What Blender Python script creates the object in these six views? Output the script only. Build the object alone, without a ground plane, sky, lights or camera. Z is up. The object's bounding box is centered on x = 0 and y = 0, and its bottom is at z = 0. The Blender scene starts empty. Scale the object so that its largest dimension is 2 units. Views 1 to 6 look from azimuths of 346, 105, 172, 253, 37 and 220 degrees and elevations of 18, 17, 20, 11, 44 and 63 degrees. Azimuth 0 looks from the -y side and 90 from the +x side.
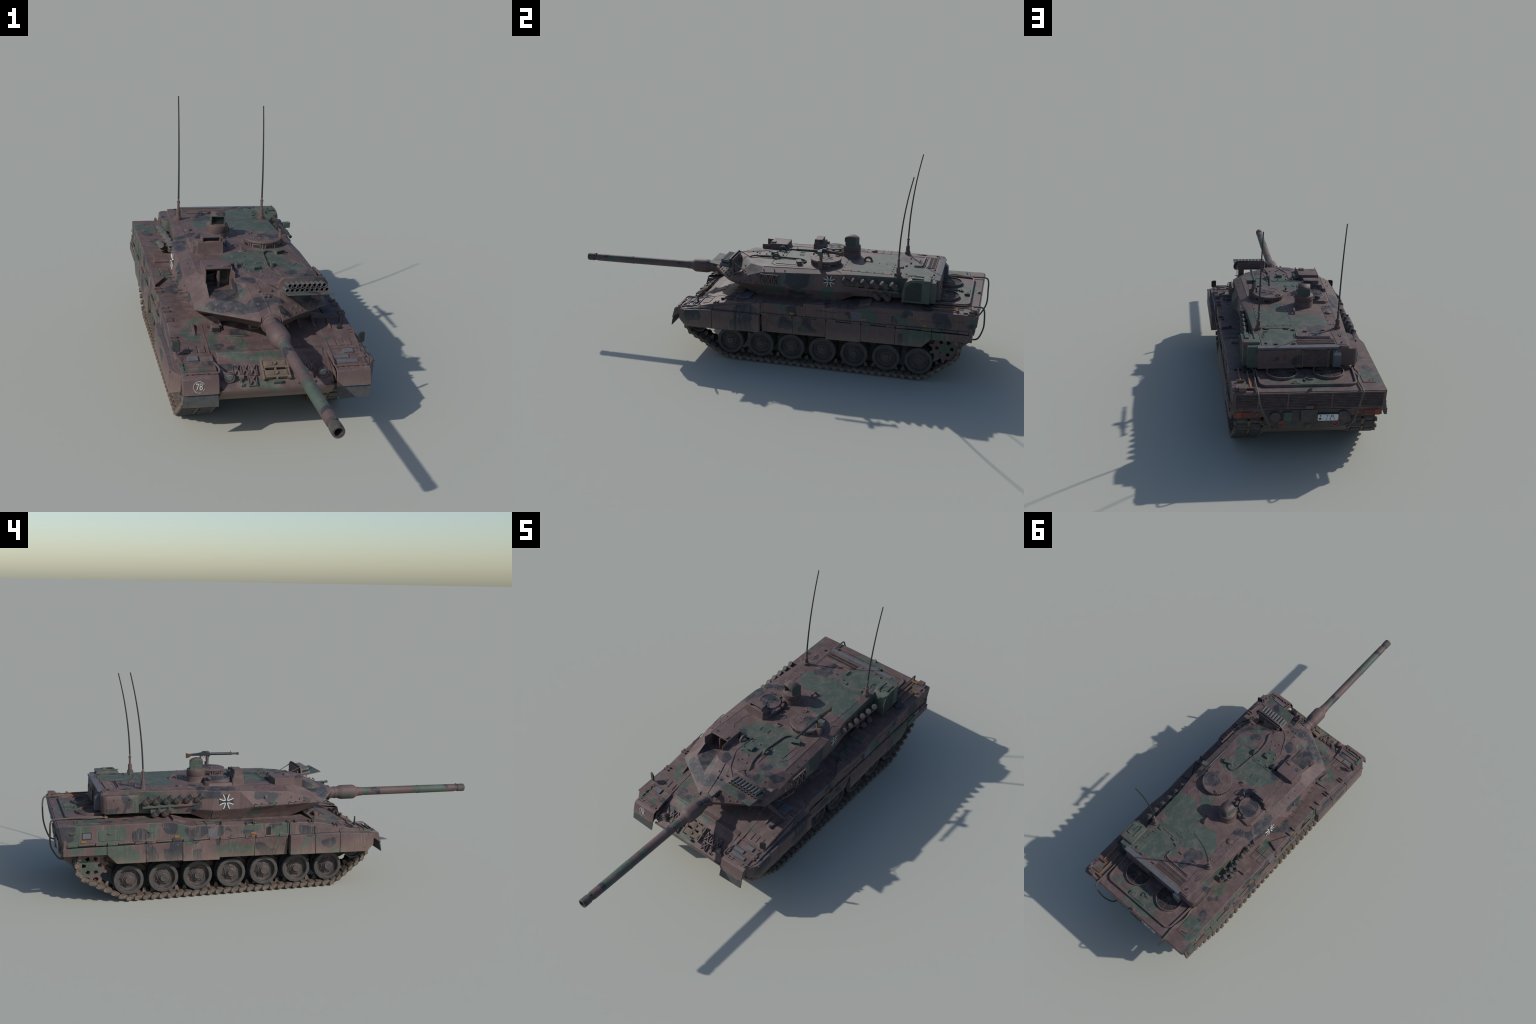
import bpy, bmesh, math, random
from mathutils import Vector, Matrix
from math import sin, cos, pi, radians, sqrt, atan2

random.seed(7)
GREEN, BLACK = "green", "black"

# ----------------------------------------------------------------- scene root
root = bpy.data.objects.new("battle_tank", None)
root.empty_display_size = 0.2
bpy.context.scene.collection.objects.link(root)
root["label"] = "modern battle tank in green, brown and black camouflage"
root["category"] = "tank"

# ============================================================ geometry builder
class Geo:
    """Collects primitives into one mesh. All coordinates are those of the tank."""

    def __init__(self):
        self.v, self.f, self.m, self.slot = [], [], [], 0

    def add(self, verts, faces):
        o = len(self.v)
        self.v += [Vector(p) for p in verts]
        self.f += [[i + o for i in f] for f in faces]
        self.m += [self.slot] * len(faces)
        return self

    def use(self, slot):
        self.slot = slot
        return self

    def box(self, c, s, M=None):
        """box of size s centred on c; M (3x3) turns it about its centre"""
        c = Vector(c)
        P = []
        for x in (-.5, .5):
            for y in (-.5, .5):
                for z in (-.5, .5):
                    d = Vector((x * s[0], y * s[1], z * s[2]))
                    P.append(c + (M @ d if M else d))
        return self.add(P, [(0, 1, 3, 2), (4, 6, 7, 5), (0, 4, 5, 1), (2, 3, 7, 6), (0, 2, 6, 4), (1, 5, 7, 3)])

    def span(self, a, b):
        """axis-aligned box from corner a to corner b"""
        return self.box([(p + q) / 2 for p, q in zip(a, b)], [abs(p - q) for p, q in zip(a, b)])

    def loft(self, rings, closed=True, cap=True):
        n = len(rings[0])
        V = [p for r in rings for p in r]
        F = []
        for i in range(len(rings) - 1):
            for j in range(n if closed else n - 1):
                k = (j + 1) % n
                F.append((i * n + j, i * n + k, (i + 1) * n + k, (i + 1) * n + j))
        if cap:
            F.append(tuple(reversed(range(n))))
            F.append(tuple(range((len(rings) - 1) * n, len(rings) * n)))
        return self.add(V, F)

    def prism(self, poly, d):
        """polygon of 3D points pushed along vector d"""
        d = Vector(d)
        a = [Vector(p) for p in poly]
        return self.loft([a, [p + d for p in a]])

    def side_prism(self, yz, x0, x1):
        return self.loft([[(x0, y, z) for y, z in yz], [(x1, y, z) for y, z in yz]])

    def plan_prism(self, xy, z0, z1):
        return self.loft([[(x, y, z0) for x, y in xy], [(x, y, z1) for x, y in xy]])

    def lathe(self, origin, axis, profile, n=32, up=None, close_ends=True):
        """profile: list of (distance along axis, radius)"""
        o, a = Vector(origin), Vector(axis).normalized()
        t = Vector(up) if up else (Vector((0, 0, 1)) if abs(a.z) < .9 else Vector((0, 1, 0)))
        u = a.cross(t).normalized()
        w = u.cross(a)
        rings = []
        for h, r in profile:
            rings.append([o + a * h + (u * cos(2 * pi * k / n) + w * sin(2 * pi * k / n)) * r for k in range(n)])
        return self.loft(rings, True, close_ends)

    def cyl(self, p, q, r, r2=None, n=16):
        p, q = Vector(p), Vector(q)
        return self.lathe(p, q - p, [(0, r), ((q - p).length, r if r2 is None else r2)], n)

    def ring(self, c, axis, r_out, r_in, h, n=32):
        """flat washer whose base is at c and whose height h runs along axis"""
        return self.lathe(c, axis, [(0, r_in), (0, r_out), (h, r_out), (h, r_in), (0, r_in)], n, close_ends=False)

    def tube(self, pts, r, n=8, closed=False, sub=6):
        """round bar through the points, smoothly curved when sub > 1"""
        P = [Vector(p) for p in pts]
        if sub > 1 and len(P) > 2:
            Q = []
            m = len(P)
            for i in range(m if closed else m - 1):
                p0 = P[i - 1] if (i > 0 or closed) else P[0]
                p1, p2 = P[i], P[(i + 1) % m]
                p3 = P[(i + 2) % m] if (i + 2 < m or closed) else P[-1]
                for k in range(sub):
                    t = k / sub
                    Q.append(.5 * ((2 * p1) + (p2 - p0) * t + (2 * p0 - 5 * p1 + 4 * p2 - p3) * t * t + (3 * p1 - p0 - 3 * p2 + p3) * t ** 3))
            if not closed:
                Q.append(P[-1])
            P = Q
        rings = []
        T = None
        u = None
        for i, p in enumerate(P):
            if closed:
                d = P[(i + 1) % len(P)] - P[i - 1]
            else:
                d = P[min(i + 1, len(P) - 1)] - P[max(i - 1, 0)]
            d.normalize()
            if u is None:
                u = d.cross(Vector((0, 0, 1)) if abs(d.z) < .9 else Vector((1, 0, 0))).normalized()
            else:
                u = (u - d * u.dot(d)).normalized()
            w = d.cross(u)
            rr = r(i / max(1, len(P) - 1)) if callable(r) else r
            rings.append([p + (u * cos(2 * pi * k / n) + w * sin(2 * pi * k / n)) * rr for k in range(n)])
        if closed:
            rings.append(rings[0])
        return self.loft(rings, True, not closed)

    def ribbon(self, pts, n, w, h, closed=False):
        """rectangular bar (width w, height h along n) following the points"""
        n = Vector(n).normalized()
        P = [Vector(p) for p in pts]
        rings = []
        for i, p in enumerate(P):
            if closed:
                a, b = P[i - 1], P[(i + 1) % len(P)]
            else:
                a, b = P[max(i - 1, 0)], P[min(i + 1, len(P) - 1)]
            d1 = (p - a).normalized() if (p - a).length > 1e-9 else (b - p).normalized()
            d2 = (b - p).normalized() if (b - p).length > 1e-9 else d1
            d = (d1 + d2).normalized()
            s = n.cross(d).normalized()
            k = 1 / max(.5, d.dot(d2))
            s = s * (w / 2 * k)
            rings.append([p - s, p + s, p + s + n * h, p - s + n * h])
        if closed:
            rings.append(rings[0])
        return self.loft(rings, True, not closed)

    def mirrored(self):
        g = Geo()
        g.v = [Vector((-p.x, p.y, p.z)) for p in self.v]
        g.f = [list(reversed(f)) for f in self.f]
        g.m = list(self.m)
        return g

    def both(self):
        """add the mirror image across the tank's middle plane"""
        m = self.mirrored()
        o = len(self.v)
        self.v += m.v
        self.f += [[i + o for i in f] for f in m.f]
        self.m += m.m
        return self

    def mesh(self, name, mats, angle=38, weld=True):
        me = bpy.data.meshes.new(name)
        bm = bmesh.new()
        vs = [bm.verts.new(p) for p in self.v]
        for f, s in zip(self.f, self.m):
            try:
                face = bm.faces.new([vs[i] for i in f])
                face.material_index = s
            except ValueError:
                pass
        if weld:
            bmesh.ops.remove_doubles(bm, verts=bm.verts, dist=1e-6)
        bmesh.ops.recalc_face_normals(bm, faces=bm.faces)
        bm.to_mesh(me)
        bm.free()
        for m in (mats if isinstance(mats, (list, tuple)) else [mats]):
            me.materials.append(m)
        me.polygons.foreach_set("use_smooth", [True] * len(me.polygons))
        me.set_sharp_from_angle(angle=radians(angle))
        return me

    def obj(self, name, mats, parent=None, bevel=0, seg=2, angle=38, by_side=False, stuff=False):
        me = self.mesh(name, mats, angle)
        if by_side:      # slots 0 top, 1 left (-x), 2 right (+x)
            for p in me.polygons:
                p.material_index = 1 if p.normal.x < -.55 else 2 if p.normal.x > .55 else 0
        return put(name, me, parent, bevel, seg, stuff)


def put(name, me, parent=None, bevel=0, seg=2, stuff=False, origin=True):
    """object whose origin sits at the middle of its mesh"""
    ob = bpy.data.objects.new(name, me)
    bpy.context.scene.collection.objects.link(ob)
    if origin and me.vertices:
        lo = Vector([min(v.co[i] for v in me.vertices) for i in range(3)])
        hi = Vector([max(v.co[i] for v in me.vertices) for i in range(3)])
        c = (lo + hi) / 2
        me.transform(Matrix.Translation(-c))
        place(ob, Matrix.Translation(c), parent)
    else:
        place(ob, Matrix.Identity(4), parent)
    if bevel:
        b = ob.modifiers.new("bevel", "BEVEL")
        b.width, b.segments, b.limit_method, b.angle_limit = bevel, seg, "ANGLE", radians(32)
        b.harden_normals = False
    if stuff:
        ob["kind"] = "stuff"
    return ob


WORLD = {}
def place(ob, M, parent=None):
    """parent ob while keeping world matrix M"""
    parent = parent or root
    ob.parent = parent
    WORLD[ob.name] = M.copy()
    P = WORLD.get(parent.name, Matrix.Identity(4))
    ob.matrix_parent_inverse = Matrix.Identity(4)
    ob.matrix_basis = P.inverted() @ M


def copy_of(ob, M, parent):
    o = ob.copy()
    bpy.context.scene.collection.objects.link(o)
    place(o, M, parent)
    return o


def empty(name, loc=(0, 0, 0), parent=None):
    e = bpy.data.objects.new(name, None)
    e.empty_display_size = .05
    bpy.context.scene.collection.objects.link(e)
    place(e, Matrix.Translation(loc), parent)
    return e


def frame(o, x, z):
    """4x4 matrix with origin o, x axis x, z axis close to z"""
    x = Vector(x).normalized()
    y = Vector(z).cross(x).normalized()
    z = x.cross(y)
    M = Matrix((x, y, z)).transposed().to_4x4()
    M.translation = Vector(o)
    return M


def rotz(a): return Matrix.Rotation(radians(a), 3, 'Z')
def rotx(a): return Matrix.Rotation(radians(a), 3, 'X')
def roty(a): return Matrix.Rotation(radians(a), 3, 'Y')


def rounded(x0, x1, y0, y1, r, n=5):
    """rounded rectangle in plan, anticlockwise"""
    P = []
    for cx, cy, a0 in ((x1 - r, y1 - r, 0), (x0 + r, y1 - r, 90), (x0 + r, y0 + r, 180), (x1 - r, y0 + r, 270)):
        for k in range(n + 1):
            a = radians(a0 + 90 * k / n)
            P.append((cx + r * cos(a), cy + r * sin(a)))
    return P


# ================================================================== materials
class Nodes:
    def __init__(self, mat):
        mat.use_nodes = True
        self.t = mat.node_tree
        self.t.nodes.clear()
        self.out = self.n("ShaderNodeOutputMaterial")
        self.bsdf = self.n("ShaderNodeBsdfPrincipled")
        self.l(self.bsdf.outputs[0], self.out.inputs[0])

    def n(self, kind, **kw):
        x = self.t.nodes.new(kind)
        for k, v in kw.items():
            setattr(x, k, v)
        return x

    def l(self, a, b):
        self.t.links.new(a, b)

    def set(self, sock, v):
        if hasattr(v, "is_output"):
            self.l(v, sock)
        else:
            sock.default_value = v

    def math(self, op, a, b=None, c=None, clamp=False):
        x = self.n("ShaderNodeMath", operation=op, use_clamp=clamp)
        for i, v in enumerate((a, b, c)):
            if v is not None:
                self.set(x.inputs[i], v)
        return x.outputs[0]

    def vec(self, op, a, b=None, c=None):
        x = self.n("ShaderNodeVectorMath", operation=op)
        for i, v in enumerate((a, b, c)):
            if v is not None:
                self.set(x.inputs[i], v)
        return x.outputs["Value"] if op in ("LENGTH", "DISTANCE", "DOT_PRODUCT") else x.outputs["Vector"]

    def scale(self, a, s):
        x = self.n("ShaderNodeVectorMath", operation="SCALE")
        self.l(a, x.inputs[0])
        x.inputs["Scale"].default_value = s
        return x.outputs["Vector"]

    def noise(self, P, scale, detail=3, rough=.55, color=False):
        x = self.n("ShaderNodeTexNoise")
        self.l(P, x.inputs["Vector"])
        x.inputs["Scale"].default_value = scale
        x.inputs["Detail"].default_value = detail
        x.inputs["Roughness"].default_value = rough
        return x.outputs["Color" if color else "Fac"]

    def ramp(self, v, a, b, lo=0., hi=1.):
        x = self.n("ShaderNodeMapRange")
        self.l(v, x.inputs["Value"])
        for k, q in zip(("From Min", "From Max", "To Min", "To Max"), (a, b, lo, hi)):
            x.inputs[k].default_value = q
        return x.outputs["Result"]

    def mix(self, f, a, b, mode="MIX"):
        x = self.n("ShaderNodeMix", data_type="RGBA", blend_type=mode)
        self.set(x.inputs[0], f)
        for s, v in ((x.inputs[6], a), (x.inputs[7], b)):
            if hasattr(v, "is_output"):
                self.l(v, s)
            else:
                s.default_value = (*v, 1)
        return x.outputs[2]

    def position(self):
        tc = self.n("ShaderNodeTexCoord", object=root)
        return tc.outputs["Object"]

    def normal_z(self):
        g = self.n("ShaderNodeNewGeometry")
        s = self.n("ShaderNodeSeparateXYZ")
        self.l(g.outputs["Normal"], s.inputs[0])
        return s.outputs["Z"]

    def z_of(self, P):
        s = self.n("ShaderNodeSeparateXYZ")
        self.l(P, s.inputs[0])
        return s.outputs["Z"]


BROWN_C = (.092, .0590, .0580)
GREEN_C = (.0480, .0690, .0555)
BLACK_C = (.0255, .0275, .0355)
DUST_C = (.185, .145, .128)
MUD_C = (.200, .150, .112)


def patch_field(N, P, patches):
    """signed distance to the nearest of the rounded blots"""
    d = None
    for _, a, b, r in patches:
        a, b = Vector(a), Vector(b)
        ba = b - a
        v = N.vec("SUBTRACT", P, tuple(a))
        if ba.length > 1e-4:
            h = N.math("MULTIPLY", N.vec("DOT_PRODUCT", v, tuple(ba)), 1 / ba.length_squared, clamp=True)
            c = N.n("ShaderNodeVectorMath", operation="SCALE")
            c.inputs[0].default_value = tuple(ba)
            N.l(h, c.inputs["Scale"])
            v = N.vec("SUBTRACT", v, c.outputs["Vector"])
        e = N.math("SUBTRACT", N.vec("LENGTH", v), r * 1.18)
        d = e if d is None else N.math("SMOOTH_MIN", d, e, .012)
    return d


def weather(N, P, col, dust=.35, mud=True, streak=.40, corner=.62):
    """age a base colour: blotches, settled dust, run-off streaks, worn edges, mud low down"""
    nz = N.normal_z()
    big = N.noise(P, 9, 4, .6)
    shade = N.ramp(big, .3, .7, .84, 1.14)
    grain = N.math("MULTIPLY", shade, N.ramp(N.noise(P, 110, 4, .7),   .3, .7, .92, 1.08))
    gray = N.n("ShaderNodeCombineXYZ")
    for i in range(3):
        N.l(grain, gray.inputs[i])
    col = N.mix(1, col, gray.outputs[0], "MULTIPLY")
    # dust that settles on what faces up
    up = N.ramp(nz, .2, .9)
    sm = N.ramp(N.noise(P, 30, 6, .7), .45, .70)
    col = N.mix(N.math("MULTIPLY", N.math("MULTIPLY", up, sm), dust), col, DUST_C)
    # streaks running down the walls
    st = N.vec("MULTIPLY", P, (210, 210, 12))
    s1 = N.ramp(N.noise(st, 1, 3, .6), .48, .72)
    s2 = N.ramp(N.noise(P, 14, 2), .40, .65)
    side = N.ramp(nz, .55, .15)
    col = N.mix(N.math("MULTIPLY", N.math("MULTIPLY", s1, s2), N.math("MULTIPLY", side, streak)), col, MUD_C)
    # pale dust caught round fittings and in corners
    ao = N.n("ShaderNodeAmbientOcclusion", samples=4)
    ao.inputs["Distance"].default_value = .032
    near = N.math("MULTIPLY", N.ramp(ao.outputs["AO"], .92, .45), N.ramp(N.noise(P, 30, 4, .65), .36, .62))
    col = N.mix(N.math("MULTIPLY", near, corner), col, DUST_C)
    # specks
    sp = N.ramp(N.noise(P, 170, 2, .5), .66, .74)
    col = N.mix(N.math("MULTIPLY", sp, .16), col, DUST_C)
    if mud:
        z = N.z_of(P)
        zz = N.math("ADD", z, N.math("MULTIPLY", N.noise(P, 22, 4, .65), .060))
        zz = N.math("ADD", zz, N.math("MULTIPLY", N.noise(st, 1.3, 3, .6), .050))
        col = N.mix(N.math("MULTIPLY", N.ramp(zz, .275, .200, 0, .52), N.ramp(nz, .75, .35)), col, MUD_C)
    # rubbed edges
    bv = N.n("ShaderNodeBevel", samples=4)
    bv.inputs["Radius"].default_value = .0022
    g = N.n("ShaderNodeNewGeometry")
    e = N.math("SUBTRACT", 1, N.vec("DOT_PRODUCT", bv.outputs[0], g.outputs["Normal"]))
    e = N.ramp(e, .03, .22)
    col = N.mix(N.math("MULTIPLY", e, N.ramp(N.noise(P, 40, 3, .6), .35, .62, .05, .6)), col, (.165, .135, .120))
    return col


def camo(name, patches, dust=.35, mud=True, streak=.25):
    mat = bpy.data.materials.new(name)
    N = Nodes(mat)
    P = N.position()
    w = N.noise(P, 15, 1, .45, color=True)
    w = N.vec("SUBTRACT", w, (.5, .5, .5))
    Q = N.vec("ADD", P, N.scale(w, .080))
    col = BROWN_C
    for kind, tint in ((GREEN, GREEN_C), (BLACK, BLACK_C)):
        mine = [p for p in patches if p[0] == kind]
        if mine:
            d = patch_field(N, Q, mine)
            col = N.mix(N.ramp(d, .0008, -.0008), col, tint)
    if not hasattr(col, "is_output"):
        c = N.n("ShaderNodeRGB")
        c.outputs[0].default_value = (*col, 1)
        col = c.outputs[0]
    col = weather(N, P, col, dust, mud, streak)
    N.l(col, N.bsdf.inputs["Base Color"])
    N.bsdf.inputs["Roughness"].default_value = .66
    N.bsdf.inputs["Specular IOR Level"].default_value = .42
    b = N.n("ShaderNodeBump")
    b.inputs["Strength"].default_value = .12
    b.inputs["Distance"].default_value = .0008
    N.l(N.noise(P, 300, 3, .6), b.inputs["Height"])
    N.l(b.outputs[0], N.bsdf.inputs["Normal"])
    return mat


def plain(name, color, rough=.7, metal=0., vary=.25, dust=0., dust_color=DUST_C, scale=60, spec=.4, edge=0.):
    mat = bpy.data.materials.new(name)
    N = Nodes(mat)
    P = N.position()
    lo = tuple(c * (1 - vary) for c in color)
    hi = tuple(c * (1 + vary) for c in color)
    col = N.mix(N.ramp(N.noise(P, scale, 4, .6), .3, .7), lo, hi)
    if dust:
        col = N.mix(N.math("MULTIPLY", N.ramp(N.noise(P, scale * .6, 4, .65), .42, .66), dust), col, dust_color)
    if edge:
        bv = N.n("ShaderNodeBevel", samples=4)
        bv.inputs["Radius"].default_value = .0018
        g = N.n("ShaderNodeNewGeometry")
        e = N.math("SUBTRACT", 1, N.vec("DOT_PRODUCT", bv.outputs[0], g.outputs["Normal"]))
        col = N.mix(N.math("MULTIPLY", N.ramp(e, .03, .25), edge), col, dust_color)
    N.l(col, N.bsdf.inputs["Base Color"])
    N.bsdf.inputs["Roughness"].default_value = rough
    N.bsdf.inputs["Metallic"].default_value = metal
    N.bsdf.inputs["Specular IOR Level"].default_value = spec
    return mat


def running_gear(name):
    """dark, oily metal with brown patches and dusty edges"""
    mat = bpy.data.materials.new(name)
    N = Nodes(mat)
    P = N.position()
    col = N.mix(N.ramp(N.noise(P, 34, 3, .6), .42, .60), (.036, .034, .035), (.066, .050, .046))
    col = weather(N, P, col, dust=.15, mud=False, streak=.12, corner=.10)
    bv = N.n("ShaderNodeBevel", samples=4)
    bv.inputs["Radius"].default_value = .0026
    g = N.n("ShaderNodeNewGeometry")
    e = N.math("SUBTRACT", 1, N.vec("DOT_PRODUCT", bv.outputs[0], g.outputs["Normal"]))
    col = N.mix(N.math("MULTIPLY", N.ramp(e, .02, .18), .55), col, (.17, .13, .112))
    N.l(col, N.bsdf.inputs["Base Color"])
    N.bsdf.inputs["Roughness"].default_value = .65
    return mat
# Camouflage: each patch is a rounded blot (colour, one end, other end, half width), metres.
CAMO_TURRET_ROOF = [
    (GREEN, (0.154, 0.468, 0.446), (0.098, 0.493, 0.446), 0.067),
    (GREEN, (-0.003, 0.549, 0.446), (-0.059, 0.506, 0.446), 0.045),
    (GREEN, (-0.107, 0.540, 0.446), (-0.107, 0.540, 0.446), 0.033),
    (GREEN, (0.077, 0.368, 0.446), (0.077, 0.368, 0.446), 0.025),
    (GREEN, (0.192, 0.704, 0.446), (0.090, 0.689, 0.446), 0.055),
    (GREEN, (0.141, 0.673, 0.446), (0.046, 0.651, 0.446), 0.042),
    (GREEN, (0.108, 0.597, 0.446), (0.072, 0.512, 0.446), 0.055),
    (GREEN, (0.115, 0.152, 0.446), (0.035, 0.134, 0.446), 0.038),
    (GREEN, (0.068, 0.087, 0.446), (-0.030, 0.079, 0.446), 0.065),
    (GREEN, (-0.001, -0.003, 0.446), (-0.001, -0.003, 0.446), 0.035),
    (GREEN, (-0.081, 0.096, 0.446), (-0.081, 0.096, 0.446), 0.026),
    (GREEN, (0.109, 0.060, 0.446), (0.057, 0.047, 0.446), 0.042),
    (GREEN, (0.164, 0.001, 0.440), (0.129, -0.028, 0.440), 0.021),
    (GREEN, (0.133, -0.102, 0.420), (0.133, -0.102, 0.420), 0.023),
    (GREEN, (-0.058, -0.159, 0.410), (-0.083, -0.173, 0.410), 0.019),
    (GREEN, (-0.147, -0.219, 0.370), (-0.197, -0.188, 0.370), 0.011),
    (GREEN, (-0.002, -0.015, 0.440), (-0.002, -0.015, 0.440), 0.024),
    (BLACK, (0.022, -0.217, 0.400), (-0.052, -0.249, 0.400), 0.025),
    (BLACK, (-0.059, -0.242, 0.380), (-0.144, -0.183, 0.380), 0.032),
    (BLACK, (-0.038, -0.222, 0.390), (-0.038, -0.222, 0.390), 0.025),
    (BLACK, (-0.007, -0.215, 0.400), (-0.007, -0.215, 0.400), 0.021),
    (BLACK, (0.198, -0.052, 0.420), (0.169, -0.084, 0.420), 0.019),
    (BLACK, (0.135, -0.056, 0.430), (0.114, -0.059, 0.430), 0.019),
    (BLACK, (0.128, -0.117, 0.420), (0.107, -0.125, 0.420), 0.011),
    (BLACK, (-0.048, -0.110, 0.420), (-0.069, -0.097, 0.420), 0.026),
    (BLACK, (-0.100, -0.132, 0.400), (-0.141, -0.125, 0.400), 0.038),
    (BLACK, (-0.153, -0.035, 0.467), (-0.153, -0.035, 0.467), 0.012),
    (BLACK, (-0.119, 0.283, 0.478), (-0.118, 0.236, 0.478), 0.037),
    (BLACK, (0.126, 0.266, 0.476), (0.126, 0.266, 0.476), 0.036),
    (BLACK, (-0.217, 0.310, 0.446), (-0.221, 0.249, 0.446), 0.025),
    (BLACK, (-0.151, 0.381, 0.446), (-0.198, 0.369, 0.446), 0.023),
    (BLACK, (-0.060, 0.667, 0.446), (-0.052, 0.615, 0.446), 0.025),
    (BLACK, (-0.058, 0.604, 0.446), (-0.093, 0.592, 0.446), 0.021),
    (BLACK, (-0.062, 0.334, 0.545), (-0.062, 0.334, 0.545), 0.016),
    (BLACK, (-0.078, 0.043, 0.440), (-0.078, 0.043, 0.440), 0.021),
    (GREEN, (0.240, 0.720, 0.485), (0.240, 0.720, 0.485), 0.013),
    (BLACK, (0.126, 0.790, 0.398), (0.126, 0.790, 0.398), 0.017),
    (BLACK, (0.037, 0.790, 0.370), (0.018, 0.790, 0.396), 0.020),
    (GREEN, (-0.167, 0.780, 0.410), (-0.167, 0.780, 0.410), 0.018),
    (BLACK, (0.176, 0.054, 0.400), (0.223, 0.025, 0.400), 0.019),
    (BLACK, (0.086, -0.172, 0.380), (0.179, -0.171, 0.380), 0.021),
    (GREEN, (0.144, -0.237, 0.370), (0.144, -0.237, 0.370), 0.013),
]
CAMO_TURRET_LEFT = [
    (GREEN, (-0.200, 0.674, 0.432), (-0.200, 0.518, 0.421), 0.017),
    (GREEN, (-0.200, 0.607, 0.379), (-0.200, 0.485, 0.361), 0.029),
    (BLACK, (-0.225, 0.694, 0.406), (-0.225, 0.689, 0.362), 0.020),
    (GREEN, (-0.225, 0.646, 0.414), (-0.225, 0.644, 0.362), 0.020),
    (BLACK, (-0.225, 0.747, 0.365), (-0.225, 0.747, 0.365), 0.016),
    (BLACK, (-0.232, 0.396, 0.420), (-0.232, 0.302, 0.437), 0.020),
    (BLACK, (-0.220, 0.418, 0.360), (-0.220, 0.362, 0.371), 0.016),
    (GREEN, (-0.225, 0.558, 0.404), (-0.225, 0.463, 0.405), 0.016),
    (BLACK, (-0.245, 0.102, 0.411), (-0.245, 0.057, 0.405), 0.025),
    (GREEN, (-0.245, 0.042, 0.384), (-0.245, 0.042, 0.384), 0.020),
    (BLACK, (-0.240, -0.102, 0.382), (-0.240, -0.151, 0.367), 0.013),
    (GREEN, (-0.235, 0.142, 0.335), (-0.235, 0.142, 0.335), 0.028),
    (GREEN, (-0.250, 0.049, 0.357), (-0.250, 0.049, 0.357), 0.010),
    (GREEN, (-0.110, -0.147, 0.412), (-0.110, -0.147, 0.412), 0.022),
]
CAMO_TURRET_RIGHT = [
    (BLACK, (0.245, -0.078, 0.408), (0.245, -0.038, 0.406), 0.018),
    (GREEN, (0.245, 0.086, 0.411), (0.245, 0.090, 0.393), 0.016),
    (BLACK, (0.245, 0.126, 0.403), (0.245, 0.179, 0.402), 0.028),
    (GREEN, (0.245, 0.209, 0.389), (0.245, 0.233, 0.413), 0.020),
    (GREEN, (0.235, 0.011, 0.345), (0.235, 0.075, 0.339), 0.022),
    (BLACK, (0.225, 0.131, 0.335), (0.225, 0.206, 0.324), 0.018),
    (GREEN, (0.235, 0.142, 0.355), (0.235, 0.166, 0.354), 0.013),
    (GREEN, (0.222, 0.292, 0.344), (0.222, 0.292, 0.344), 0.022),
    (GREEN, (0.200, 0.413, 0.440), (0.200, 0.582, 0.442), 0.015),
    (GREEN, (0.200, 0.599, 0.422), (0.200, 0.766, 0.404), 0.050),
    (GREEN, (0.250, 0.655, 0.427), (0.250, 0.749, 0.384), 0.062),
    (GREEN, (0.210, 0.457, 0.391), (0.210, 0.485, 0.393), 0.015),
    (BLACK, (0.210, 0.391, 0.445), (0.210, 0.391, 0.445), 0.012),
]
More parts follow.
